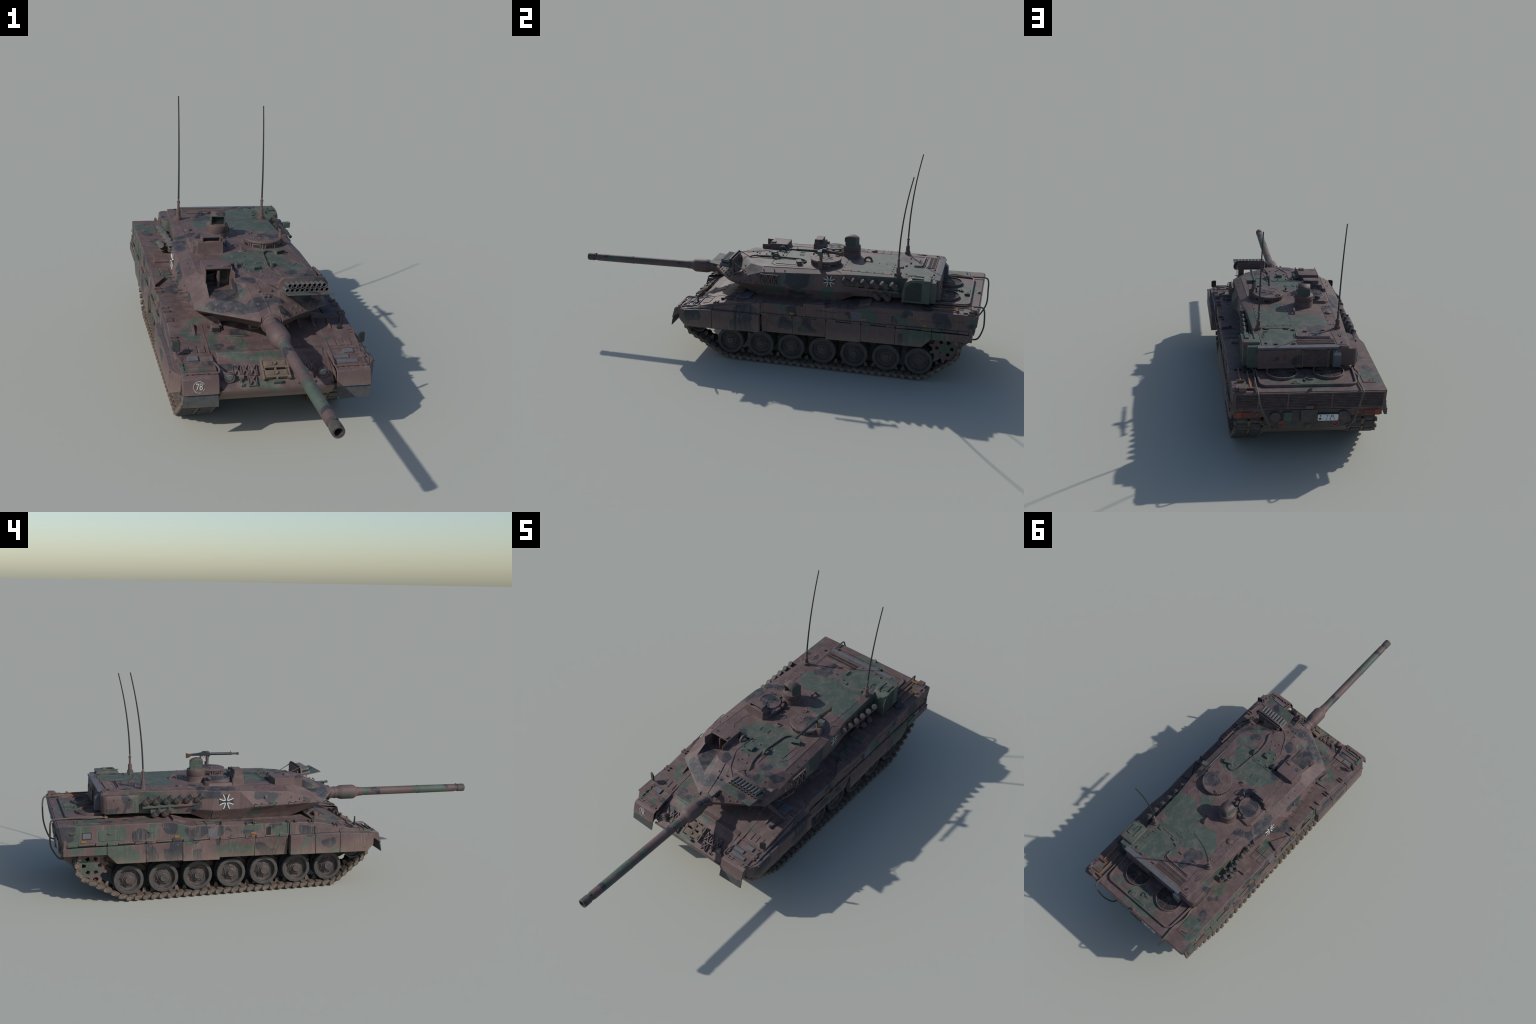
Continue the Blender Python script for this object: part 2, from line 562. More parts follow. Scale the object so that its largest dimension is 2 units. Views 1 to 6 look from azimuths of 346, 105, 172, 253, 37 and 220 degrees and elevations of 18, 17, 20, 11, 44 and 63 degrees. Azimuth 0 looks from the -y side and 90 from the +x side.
CAMO_HULL_LEFT = [
    (BLACK, (-0.315, 0.950, 0.322), (-0.315, 0.942, 0.289), 0.026),
    (GREEN, (-0.315, 0.894, 0.322), (-0.315, 0.904, 0.273), 0.033),
    (GREEN, (-0.315, 0.876, 0.272), (-0.315, 0.876, 0.272), 0.021),
    (GREEN, (-0.315, 0.793, 0.296), (-0.315, 0.741, 0.290), 0.027),
    (GREEN, (-0.315, 0.793, 0.263), (-0.315, 0.742, 0.260), 0.012),
    (GREEN, (-0.315, 0.744, 0.317), (-0.315, 0.744, 0.317), 0.016),
    (BLACK, (-0.315, 0.647, 0.284), (-0.315, 0.647, 0.284), 0.030),
    (GREEN, (-0.315, 0.594, 0.298), (-0.315, 0.594, 0.298), 0.029),
    (BLACK, (-0.315, 0.514, 0.310), (-0.315, 0.514, 0.310), 0.027),
    (GREEN, (-0.315, 0.478, 0.294), (-0.315, 0.447, 0.272), 0.029),
    (GREEN, (-0.317, 0.449, 0.293), (-0.317, 0.449, 0.293), 0.029),
    (BLACK, (-0.317, 0.419, 0.282), (-0.317, 0.387, 0.299), 0.024),
    (BLACK, (-0.317, 0.326, 0.268), (-0.317, 0.259, 0.288), 0.011),
    (BLACK, (-0.317, 0.314, 0.291), (-0.317, 0.265, 0.258), 0.011),
    (GREEN, (-0.317, 0.192, 0.281), (-0.317, 0.127, 0.292), 0.020),
    (BLACK, (-0.317, 0.182, 0.271), (-0.317, 0.182, 0.271), 0.015),
    (GREEN, (-0.317, 0.039, 0.272), (-0.317, 0.039, 0.272), 0.030),
    (BLACK, (-0.317, 0.065, 0.289), (-0.317, 0.065, 0.289), 0.015),
    (GREEN, (-0.322, 0.807, 0.242), (-0.322, 0.807, 0.242), 0.021),
    (GREEN, (-0.322, 0.746, 0.225), (-0.322, 0.681, 0.194), 0.036),
    (BLACK, (-0.322, 0.606, 0.233), (-0.322, 0.593, 0.184), 0.022),
    (BLACK, (-0.322, 0.502, 0.226), (-0.322, 0.502, 0.185), 0.033),
    (BLACK, (-0.322, 0.408, 0.183), (-0.322, 0.408, 0.183), 0.027),
    (BLACK, (-0.322, 0.309, 0.231), (-0.322, 0.309, 0.231), 0.016),
    (GREEN, (-0.322, 0.290, 0.194), (-0.322, 0.170, 0.185), 0.024),
    (BLACK, (-0.322, 0.127, 0.201), (-0.322, 0.092, 0.174), 0.025),
    (GREEN, (-0.322, 0.058, 0.215), (-0.322, 0.057, 0.172), 0.018),
    (BLACK, (-0.322, 0.023, 0.197), (-0.322, 0.023, 0.197), 0.012),
    (BLACK, (-0.322, -0.058, 0.270), (-0.322, -0.096, 0.262), 0.021),
    (GREEN, (-0.339, -0.057, 0.206), (-0.338, -0.066, 0.224), 0.013),
    (GREEN, (-0.339, -0.101, 0.238), (-0.339, -0.143, 0.235), 0.008),
    (BLACK, (-0.339, -0.169, 0.211), (-0.339, -0.169, 0.211), 0.028),
    (GREEN, (-0.339, -0.194, 0.163), (-0.339, -0.194, 0.163), 0.022),
    (GREEN, (-0.339, -0.013, 0.190), (-0.339, -0.013, 0.190), 0.013),
]
CAMO_HULL_RIGHT = [
    (BLACK, (0.338, -0.078, 0.223), (0.338, -0.078, 0.172), 0.042),
    (GREEN, (0.338, -0.047, 0.182), (0.338, -0.047, 0.182), 0.019),
    (BLACK, (0.322, -0.092, 0.264), (0.322, -0.052, 0.262), 0.024),
    (BLACK, (0.339, -0.360, 0.214), (0.339, -0.313, 0.216), 0.028),
    (BLACK, (0.338, -0.152, 0.167), (0.338, -0.152, 0.167), 0.010),
    (GREEN, (0.317, 0.095, 0.286), (0.317, 0.095, 0.286), 0.021),
    (BLACK, (0.317, 0.145, 0.288), (0.317, 0.145, 0.288), 0.025),
    (BLACK, (0.322, 0.121, 0.222), (0.322, 0.127, 0.183), 0.024),
    (GREEN, (0.322, 0.162, 0.227), (0.322, 0.169, 0.187), 0.016),
    (BLACK, (0.322, 0.225, 0.206), (0.322, 0.225, 0.206), 0.035),
    (BLACK, (0.317, 0.417, 0.287), (0.317, 0.417, 0.287), 0.019),
    (GREEN, (0.317, 0.488, 0.316), (0.317, 0.500, 0.278), 0.030),
    (BLACK, (0.317, 0.622, 0.287), (0.317, 0.622, 0.287), 0.019),
    (GREEN, (0.317, 0.652, 0.294), (0.317, 0.652, 0.294), 0.028),
    (BLACK, (0.317, 0.679, 0.319), (0.317, 0.679, 0.319), 0.015),
    (BLACK, (0.317, 0.815, 0.305), (0.317, 0.823, 0.281), 0.033),
    (GREEN, (0.317, 0.840, 0.268), (0.317, 0.840, 0.268), 0.013),
    (GREEN, (0.317, 0.961, 0.313), (0.317, 0.961, 0.313), 0.020),
    (BLACK, (0.317, 0.947, 0.280), (0.317, 0.947, 0.280), 0.018),
    (GREEN, (0.322, 0.690, 0.221), (0.322, 0.747, 0.227), 0.035),
    (BLACK, (0.322, 0.640, 0.208), (0.322, 0.645, 0.183), 0.017),
    (GREEN, (0.322, 0.796, 0.233), (0.322, 0.836, 0.237), 0.020),
]
CAMO_DECK = [
    (GREEN, (-0.246, 0.831, 0.338), (-0.288, 0.840, 0.338), 0.025),
    (BLACK, (-0.278, 0.792, 0.338), (-0.278, 0.792, 0.338), 0.025),
    (BLACK, (-0.259, 0.660, 0.338), (-0.259, 0.660, 0.338), 0.015),
    (BLACK, (-0.227, 0.687, 0.338), (-0.227, 0.687, 0.338), 0.017),
    (GREEN, (-0.241, 0.628, 0.338), (-0.241, 0.628, 0.338), 0.023),
    (GREEN, (-0.294, 0.901, 0.338), (-0.294, 0.901, 0.338), 0.021),
    (GREEN, (0.054, 0.950, 0.338), (-0.080, 0.932, 0.338), 0.019),
    (GREEN, (0.056, 0.888, 0.338), (-0.062, 0.890, 0.338), 0.029),
    (GREEN, (0.164, 0.898, 0.338), (0.136, 0.897, 0.338), 0.017),
    (GREEN, (0.255, 0.916, 0.338), (0.255, 0.916, 0.338), 0.017),
    (GREEN, (-0.256, 0.307, 0.310), (-0.272, 0.356, 0.310), 0.024),
    (BLACK, (-0.249, 0.204, 0.305), (-0.268, 0.163, 0.305), 0.028),
    (GREEN, (-0.249, 0.204, 0.305), (-0.249, 0.204, 0.305), 0.010),
    (BLACK, (-0.282, 0.285, 0.345), (-0.282, 0.285, 0.345), 0.015),
    (GREEN, (0.249, 0.457, 0.330), (0.249, 0.457, 0.330), 0.022),
    (GREEN, (0.240, 0.363, 0.305), (0.240, 0.363, 0.305), 0.022),
    (BLACK, (0.253, 0.302, 0.305), (0.253, 0.302, 0.305), 0.019),
]
CAMO_GLACIS = [
    (GREEN, (0.085, -0.238, 0.290), (0.085, -0.238, 0.290), 0.024),
    (GREEN, (-0.287, -0.176, 0.285), (-0.271, -0.171, 0.285), 0.018),
    (GREEN, (-0.251, -0.198, 0.270), (-0.229, -0.208, 0.270), 0.018),
    (GREEN, (-0.174, -0.201, 0.270), (-0.184, -0.265, 0.270), 0.015),
    (BLACK, (-0.170, -0.262, 0.265), (-0.134, -0.267, 0.265), 0.019),
    (GREEN, (-0.106, -0.215, 0.275), (-0.106, -0.215, 0.275), 0.015),
    (GREEN, (-0.138, -0.324, 0.260), (-0.122, -0.263, 0.260), 0.013),
    (GREEN, (-0.086, -0.255, 0.257), (-0.108, -0.296, 0.257), 0.025),
    (GREEN, (-0.115, -0.306, 0.245), (0.024, -0.324, 0.245), 0.015),
    (BLACK, (-0.097, -0.178, 0.285), (-0.064, -0.189, 0.285), 0.017),
    (BLACK, (-0.174, -0.171, 0.280), (-0.161, -0.186, 0.280), 0.015),
    (BLACK, (-0.163, -0.350, 0.240), (-0.144, -0.347, 0.240), 0.021),
    (GREEN, (-0.252, -0.135, 0.295), (-0.215, -0.126, 0.295), 0.013),
    (GREEN, (-0.260, -0.377, 0.242), (-0.242, -0.380, 0.242), 0.011),
    (BLACK, (-0.236, -0.342, 0.246), (-0.206, -0.346, 0.246), 0.013),
    (GREEN, (-0.319, -0.374, 0.236), (-0.319, -0.374, 0.236), 0.017),
    (GREEN, (-0.123, -0.377, 0.200), (0.000, -0.405, 0.200), 0.019),
    (GREEN, (0.069, -0.497, 0.240), (0.122, -0.496, 0.240), 0.017),
    (GREEN, (0.218, -0.242, 0.265), (0.218, -0.242, 0.265), 0.015),
]
CAMO_GUN = [
    (GREEN, (-0.020, -0.365, 0.340), (-0.020, -0.365, 0.340), 0.018),
    (GREEN, (-0.010, -0.479, 0.345), (-0.010, -0.481, 0.364), 0.016),
    (BLACK, (-0.012, -0.508, 0.354), (-0.012, -0.548, 0.349), 0.014),
    (GREEN, (-0.012, -0.565, 0.358), (-0.012, -0.565, 0.358), 0.008),
    (BLACK, (0.020, -0.360, 0.396), (0.020, -0.320, 0.383), 0.022),
    (GREEN, (0.012, -0.489, 0.373), (0.012, -0.489, 0.373), 0.013),
    (BLACK, (0.012, -0.526, 0.391), (0.012, -0.526, 0.391), 0.024),
    (BLACK, (0.012, -0.577, 0.377), (0.012, -0.577, 0.377), 0.013),
    (GREEN, (0.012, -0.700, 0.374), (0.012, -0.700, 0.374), 0.013),
    (GREEN, (-0.010, -0.783, 0.349), (-0.010, -0.853, 0.346), 0.025),
    (GREEN, (-0.010, -0.763, 0.359), (-0.010, -0.763, 0.359), 0.027),
    (GREEN, (-0.009, -0.750, 0.360), (-0.010, -0.821, 0.360), 0.022),
    (GREEN, (0.004, -0.681, 0.360), (0.004, -0.681, 0.360), 0.012),
    (BLACK, (-0.005, -0.899, 0.355), (-0.005, -0.899, 0.355), 0.016),
    (GREEN, (0.010, -0.883, 0.352), (0.010, -0.883, 0.352), 0.020),
]
M_ROOF = camo("paint_turret_roof", CAMO_TURRET_ROOF, dust=.42, mud=False)
M_TL = camo("paint_turret_left", CAMO_TURRET_LEFT, mud=False)
M_TR = camo("paint_turret_right", CAMO_TURRET_RIGHT, mud=False)
M_DECK = camo("paint_deck", CAMO_DECK + CAMO_GLACIS, dust=.45)
M_HL = camo("paint_hull_left", CAMO_HULL_LEFT, streak=.65)
M_HR = camo("paint_hull_right", CAMO_HULL_RIGHT, streak=.65)
M_GUN = camo("paint_gun", CAMO_GUN, dust=.3, mud=False, streak=.05)
M_BROWN = camo("paint_brown", [], mud=False)
M_GREEN = camo("paint_green", [(GREEN, (0, 0, 0), (0, 0, 0), 5)], mud=False)
M_RUN = running_gear("wheel_metal")
M_SPROCKET = camo("paint_sprocket", [(GREEN, (-.3, .84, .15), (-.3, .85, .16), .035), (GREEN, (.3, .84, .15), (.3, .85, .16), .035)], dust=.2, mud=False, streak=.3)
TURRET = [M_ROOF, M_TL, M_TR]
HULL = [M_DECK, M_HL, M_HR]
M_RUBBER = plain("black_rubber", (.052, .053, .053), .85, vary=.25, dust=.35, dust_color=(.085, .075, .065))
M_TRACK = plain("track_steel", (.098, .074, .060), .75, vary=.3, dust=.6, dust_color=(.185, .145, .112), scale=90, edge=.5)
M_STEEL = plain("dark_gun_steel", (.030, .033, .036), .5, .3, vary=.2, edge=.2, dust_color=(.10, .10, .10))
M_GREY = plain("grey_pad", (.088, .092, .106), .8, vary=.12, dust=.2)
M_DARK = plain("near_black_fill", (.012, .012, .014), .8, vary=.2)  # near-black colour; on flat plates it imitates the darkness of openings
M_TAN = plain("bare_track_link", (.112, .085, .066), .8, vary=.2, dust=.4, dust_color=(.17, .13, .10), edge=.4)
M_WOOD = plain("wood", (.17, .078, .034), .65, vary=.25)
M_STOCK = plain("stock_wood", (.070, .034, .019), .55, vary=.2)
M_WHITE = plain("white_paint", (.54, .55, .55), .6, vary=.06)
M_BLACK = plain("black_paint", (.022, .024, .025), .6, vary=.15)
M_WORN = plain("worn_white_paint", (.42, .41, .40), .7, vary=.2, dust=.3)
M_RED = plain("red_reflector", (.17, .020, .018), .35, vary=.2)
M_LAMP = plain("tail_lamp_red", (.11, .018, .016), .3, vary=.15)
M_ORANGE = plain("orange_marker", (.21, .088, .022), .5, vary=.15)
M_AMBER = plain("amber_lamp", (.24, .035, .016), .35, vary=.15)
M_GOLD = plain("yellow_paint", (.62, .35, .02), .6, vary=.05)
M_CABLE = plain("steel_cable", (.085, .072, .062), .6, .2, vary=.3, scale=300)
M_GLASS = plain("dark_glass", (.018, .022, .024), .08, vary=.1, spec=.8)
M_LENS = plain("lamp_lens", (.20, .22, .23), .12, .7, vary=.2)
M_TUBE = plain("launch_tube", (.075, .078, .082), .6, vary=.2, dust=.25, edge=.3)
M_MESH = plain("wire_mesh", (.020, .024, .022), .7, vary=.3, scale=200)
M_ANT = plain("antenna_black", (.020, .021, .020), .5, vary=.1)
M_LAUNCH = camo("paint_launcher", [(GREEN, (.09, -.235, .43), (.10, -.26, .44), .03), (BLACK, (.145, -.22, .43), (.15, -.25, .44), .022), (BLACK, (.20, -.18, .45), (.12, -.17, .46), .02), (GREEN, (.21, -.26, .44), (.21, -.27, .44), .02)], mud=False)
M_STRIP = plain("worn_grey_strip", (.075, .068, .074), .75, vary=.2, dust=.5, dust_color=(.12, .098, .098), edge=.5)
M_CAP = plain("discharger_cap", (.042, .042, .043), .65, vary=.2, dust=.3, edge=.3)
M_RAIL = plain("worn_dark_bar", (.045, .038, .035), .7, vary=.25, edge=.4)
# ======================================================================= HULL
TOP = [(.972, .338), (.516, .333), (.433, .3115), (.2, .305), (0, .3025), (-.10, .299), (-.15, .2915), (-.245, .2705), (-.305, .2535)]
hull = Geo()
hull.side_prism(TOP + [(-.306, .243), (.957, .250)], -.313, .313)
hull.side_prism([(.955, .262), (-.30, .262), (-.306, .2528), (-.335, .2395), (-.42, .187), (-.402, .149), (-.29, .092), (.86, .092), (.940, .160), (.944, .245)], -.178, .178)
# nose shoulders that close the gap between nose and mudguards
hull.side_prism([(-.30, .2525), (-.335, .2385), (-.40, .198), (-.40, .17), (-.30, .17)], -.191, .191)
HULLO = hull.obj("hull", HULL, bevel=.0025, by_side=True)

# turret ring under the turret
Geo().lathe((0, .19, .298), (0, 0, 1), [(0, .20), (.012, .20), (.012, .175), (.06, .172)], 64).obj("turret_ring", M_DARK, HULLO)

# ---- front mudguards, flaps, lids
for s in (1, -1):
    M_SIDE = M_HR if s > 0 else M_HL
    g = Geo()
    g.side_prism([(-.29, .2585), (-.385, .2395), (-.409, .2370), (-.420, .2310), (-.4335, .184), (-.4285, .182), (-.405, .226), (-.29, .243)], s * .191, s * .306)
    g.side_prism([(-.33, .243), (-.408, .2360), (-.419, .2300), (-.4315, .186), (-.402, .205), (-.33, .205)], s * .3035, s * .3065)
    g.side_prism([(-.33, .243), (-.408, .2360), (-.419, .2300), (-.4315, .186), (-.402, .205), (-.33, .205)], s * .191, s * .194)
    mg = g.obj("mudguard", M_DECK, HULLO, bevel=.002)
    Geo().span((s * .195, -.387, .2385), (s * .302, -.300, .2395)).obj("mudguard_plate", M_DECK, mg)
    # rubber flap hanging below
    f = Geo()
    f.loft([[(s * .197, -.4275, .196), (s * .303, -.4275, .196), (s * .303, -.424, .196), (s * .197, -.424, .196)],
            [(s * .194, -.433, .170), (s * .306, -.433, .170), (s * .306, -.429, .170), (s * .194, -.429, .170)],
            [(s * .194, -.440, .144), (s * .306, -.437, .145), (s * .306, -.434, .145), (s * .194, -.436, .144)]])
    f.obj("mud_flap", M_RUBBER, HULLO)
    Geo().tube([(s * .205, -.4345, .186), (s * .295, -.4345, .186)], .0016, 6).obj("flap_clamp", M_GREY, HULLO)
    # hinge bar and stays
    h = Geo()
    h.tube([(s * .205, -.400, .2415), (s * .298, -.400, .2415)], .0030, 8)
    for x in (.208, .228, .278, .295):
        h.box((s * x, -.399, .2405), (.008, .011, .007))
    h.tube([(s * .196, -.345, .252), (s * .188, -.385, .252), (s * .190, -.402, .243), (s * .215, -.402, .242)], .0032, 8)
    h.obj("mudguard_hinge", M_DECK, mg)
    # raised frame of the front stowage lid
    h = Geo()
    for y, z in ((-.305, .2575), (-.338, .2505), (-.362, .2460), (-.384, .2420)):
        h.box((s * .247, y, z), (.098, .0035, .0055))
    h.box((s * .197, -.345, .2495), (.0045, .085, .006), rotx(11))
    h.box((s * .298, -.352, .2475), (.0045, .07, .006), rotx(11))
    h.obj("lid_frame", M_DECK, mg)
    pads = [(.259, -.320, .034, .024)] if s < 0 else [(.259, -.320, .034, .020), (.226, -.350, .050, .016), (.240, -.374, .070, .015)]
    for x, y, w, d in pads:
        Geo().box((s * x, y, .2555 + (y + .32) * .21), (w, d, .007), rotx(12)).obj("grey_pad", M_GREY, mg, bevel=.001)
    # stowage lids behind (faint raised panels)
    for x in (.222, .248, .273):
        Geo().box((s * x, -.268, .2653), (.022, .036, .003), rotx(13.5)).obj("lid_panel", M_DECK, HULLO, bevel=.0012)
    # wing mirror
    m = Geo()
    T = frame((s * .309, -.300, .293), (cos(radians(s * 22)), sin(radians(s * 22)), 0), (0, 0, 1))
    P = rounded(-.0125, .0125, -.018, .018, .006)
    m.loft([[T @ Vector((a, -.004, b)) for a, b in P], [T @ Vector((a, .002, b)) for a, b in P]])
    m.use(1).tube([(s * .305, -.290, .244), (s * .306, -.292, .258), (s * .308, -.297, .275), (s * .309, -.299, .298)], .0022, 6)
    m.tube([(s * .285, -.300, .252), (s * .300, -.296, .247), (s * .306, -.290, .246)], .0024, 6)
    m.obj("wing_mirror", [M_STEEL, M_DECK], HULLO, bevel=.0008)
    g = Geo()
    g.box((s * .300, -.335, .2475), (.018, .014, .012)).box((s * .302, -.352, .2455), (.013, .010, .014)).box((s * .296, -.312, .252), (.014, .010, .008))
    g.obj("mirror_bracket", M_DECK, HULLO, bevel=.001)

# ---- lamps and horns on the nose
for s in (1, -1):
    g = Geo()
    g.lathe((s * .154, -.376, .222), (0, -1, -.06), [(0, .005), (.004, .0115), (.012, .0152), (.022, .0165), (.026, .0165), (.026, .0145), (.022, .0138)], 24)
    hl = g.obj("headlight", M_DECK, HULLO)
    Geo().lathe((s * .154, -.398, .2206), (0, -1, -.06), [(0, .0140), (.002, .0115), (.003, .005)], 20).obj("headlight_glass", M_LENS, hl)
    Geo().ring((s * .154, -.4005, .2205), (0, -1, -.06),   .0080, .0052, .0016, 16).obj("headlight_bulb", M_GREY, hl)
    Geo().cyl((s * .154, -.383, .205), (s * .154, -.383, .225), .0035, n=8).obj("headlight_post", M_DECK, hl)
    g = Geo()
    g.cyl((s * .118, -.392, .217), (s * .108, -.392, .217), .0085, n=16)
    g.cyl((s * .122, -.392, .217), (s * .118, -.392, .217), .0065, n=16)
    g.box((s * .117, -.397, .200), (.006, .008, .026)).box((s * .117, -.405, .192), (.009, .012, .008))
    g.tube([(s * .117, -.402, .200), (s * .117, -.412, .196), (s * .117, -.415, .204), (s * .117, -.410, .208)], .0024, 6)
    g.obj("tow_hook", M_DECK, HULLO, bevel=.0008)

# ---- things hung on the nose plate: frame t runs down the plate, n away from it
NS = Vector((0, -.335, .2395)); NT = Vector((0, -.085, -.0525)).normalized(); NN = Vector((0, -.0525, .085)).normalized()
NM = Matrix((Vector((1, 0, 0)), -NT, NN)).transposed()
def nose(x, t, n): return NS + Vector((x, 0, 0)) + NT * t + NN * n
# two bare track links, sand coloured
for t in (.020, .056):
    g = Geo()
    for sx in (-.0205, .0205):
        g.box(nose(sx, t, .010), (.034, .027, .012), NM)
        g.box(nose(sx, t, .0165), (.026, .013, .003), NM)
    for sx in (-.0425, 0, .0425):
        g.box(nose(sx, t, .010), (.0065, .038, .010), NM)
    g.box(nose(0, t, .018), (.008, .010, .012), NM)
    g.box(nose(-.040, t - .016, .012), (.012, .007, .012), NM).box(nose(.040, t + .014, .012), (.012, .007, .012), NM)
    g.obj("spare_track_link", M_TAN, HULLO, bevel=.0012)
Geo().box(nose(0, .082, .008), (.028, .010, .014), NM).obj("link_holder", M_DECK, HULLO, bevel=.001)
# lattice grousers
def grouser(cx, t, w, h):
    g = Geo()
    g.box(nose(cx, t, .0030), (w, h, .004), NM)
    for a in (1, -1):
        ang = atan2(h * .86, w * .8) * a
        g.box(nose(cx, t, .0080), (sqrt(w * w + h * h) * .82, .0035, .010), NM @ Matrix.Rotation(ang, 3, 'Z'))
    g.box(nose(cx - w / 2, t, .006), (.0022, h, .006), NM).box(nose(cx + w / 2, t, .006), (.0022, h, .006), NM)
    g.box(nose(cx, t + h / 2, .005), (w, .0022, .005), NM)
    return g.obj("grouser", M_DECK, HULLO)
for s in (1, -1):
    for k in range(3):
        grouser(s * (.072 + .0265 * k), .032, .0245, .040)
    grouser(s * .080, .0725, .026, .036)
g = Geo()
g.side_prism([(-.425, .188), (-.4225, .178), (-.400, .150), (-.396, .155), (-.416, .188)], -.186, .186)
g.obj("nose_edge", M_DECK, HULLO, bevel=.001)

# ---- glacis: bolted plate, splash guard, ribs, periscopes
def glz(y):
    for (y1, z1), (y0, z0) in zip(TOP, TOP[1:]):
        if y0 <= y <= y1:
            return z0 + (z1 - z0) * (y - y0) / (y1 - y0)
    return .2535 + (y + .305) * .47
def on_glacis(x, y, n=0):
    return Vector((x, y, glz(y) + n))
P = rounded(-.117, .108, -.309, -.232, .010)
g = Geo().loft([[on_glacis(x, y, -.004) for x, y in P], [on_glacis(x, y, .0014) for x, y in P]])
g.obj("glacis_plate", M_DECK, HULLO, bevel=.0006, seg=1)
RIV = Geo()     # all the small bolts of the hull
def rivet(G, p, n, r=.0032, h=.0028, seg=8):
    p, n = Vector(p), Vector(n).normalized()
    G.lathe(p - n * .001, n, [(0, r), (h * .7 + .001, r), (h + .001, r * .6)], seg)
GN = Vector((0, -.26, .965))
for k in range(6):
    rivet(RIV, on_glacis(-.087 + .0365 * k, -.302), GN, .0034)
    rivet(RIV, on_glacis(-.085 + .0365 * k, -.240), GN, .0034)
for y in (-.255, -.288):
    rivet(RIV, on_glacis(-.108, y), GN, .0034); rivet(RIV, on_glacis(.099, y), GN, .0034)
for s in (1, -1):
    Geo().box((s * .2, -.22, glz(-.22) - .0005), (.003, .17, .004), rotx(12.6)).obj("weld_seam", M_DECK, HULLO)
# splash guard: a low leaning wall
g = Geo()
pts = [(-.292, -.136, .004), (-.235, -.128, .012), (-.180, -.120, .018), (-.10, -.116, .019), (.10, -.116, .019), (.180, -.120, .018), (.235, -.128, .012), (.292, -.136, .004)]
A = [[Vector((x, y - .004, glz(y) - .006)), Vector((x, y + .004, glz(y) - .006)), Vector((x, y + .010 + .004, glz(y) + h)), Vector((x, y + .010 - .001, glz(y) + h))] for x, y, h in pts]
g.loft(A)
g.obj("splash_guard", M_DECK, HULLO)
for x in (-.232, -.138, .092, .135, .184, .236):
    y = -.150 - .02 * (abs(x) > .2)
    Geo().side_prism([(y + .030, glz(y) + .016), (y + .030, glz(y + .03) - .002), (y - .024, glz(y - .024) - .002), (y - .024, glz(y - .024) + .004), (y + .016, glz(y) + .017)], x - .0035, x + .0035).obj("splash_rib", M_DECK, HULLO, bevel=.0008)
for x, y, w in ((-.160, -.172, .032), (-.028, -.170, .034)):
    c = on_glacis(x, y)
    p = Geo()
    p.box(c + Vector((0, 0, .008)), (w, .020, .018))
    p.box(c + Vector((0, .004, .017)), (w * .86, .016, .006))
    po = p.obj("periscope", M_DECK, HULLO, bevel=.003)
    Geo().box(c + Vector((0, -.0103, .009)), (w * .72, .002, .009)).obj("periscope_glass", M_GLASS, po, bevel=.001)
Geo().tube([on_glacis(-.13, -.205, .002), on_glacis(-.09, -.213, .003), on_glacis(-.05, -.208, .002)], .0016, 6).obj("glacis_strip", M_DECK, HULLO)
# grey intake grids right of the turret front
for x in (.208, .256):
    g = Geo().box((x, -.088, .3045), (.042, .052, .006), rotx(2))
    for k in range(9):
        g.box((x, -.110 + k * .0055, .3078), (.040, .002, .002))
    g.obj("intake_grid", M_GREY, HULLO, bevel=.0008)
    Geo().box((x - .056, -.088, .304), (.042, .052, .005)).obj("deck_lid", M_DECK, HULLO, bevel=.001) if x < .21 else None

# deck details along both edges
clampg = Geo()
for s in (1, -1):
    for y in (.192, .158, .006, -.028, -.092, -.106, -.205, -.220):
        z = glz(y) + .004
        clampg.box((s * .304, y, z), (.024, .0065, .008))
        clampg.box((s * .313, y, z - .002), (.006, .009, .010))
clampg.obj("skirt_clamp", M_DECK, HULLO, bevel=.001, stuff=True)
for s in (1, -1):
    # raised wedge plates and lids on the sponson tops
    Geo().plan_prism([(s * .312, .20), (s * .312, .302), (s * .262, .286)][::s], .300, .3185).obj("deck_wedge", M_DECK, HULLO, bevel=.001)
    for y0, y1 in ((.325, .362), (.366, .403)):
        for x0, x1 in ((.236, .270), (.274, .306)):
            Geo().span((s * x0, y0, .300), (s * x1, y1, .3125)).obj("deck_lid", M_DECK, HULLO, bevel=.001)
    Geo().box((s * .245, .475, .327), (.075, .055, .012), rotx(15)).obj("deck_box", M_DECK, HULLO, bevel=.002)
    # grey wear strips along the top of the heavy skirt and on its ledge
    def crest(y): return max(.2440, .3015 + (y * .150 if y > -.12 else -.018 + (y + .12) * .195))
    for a, b in ((-.002, -.118), (-.122, -.230), (-.234, -.335)):
        g = Geo().loft([[(s * x, y, crest(y) + h) for x, h in ((.302, -.003), (.3195, -.003), (.3195, .0018), (.302, .0018))] for y in (a, (a + b) / 2, b)])
        g.obj("edge_strip", M_STRIP, HULLO)
    for a, b in ((.000, -.110), (-.114, -.224), (-.228, -.320)):
        hi = lambda y: .2490 if y > -.24 else .2490 + (y + .226) * .062
        g = Geo().loft([[(s * x, y, hi(y) + h) for x, h in ((.3222, -.002), (.3368, -.002), (.3368, .0014), (.3222, .0014))] for y in (a, b)])
        g.obj("ledge_strip", M_STRIP, HULLO)
# wrench clipped on the right front deck
Geo().tube([(.268, -.190, glz(-.19) + .006), (.290, -.135, glz(-.135) + .008)], .0042, 8).box((.266, -.195, glz(-.195) + .006), (.014, .010, .010)).obj("crowbar", M_STEEL, HULLO, bevel=.001)

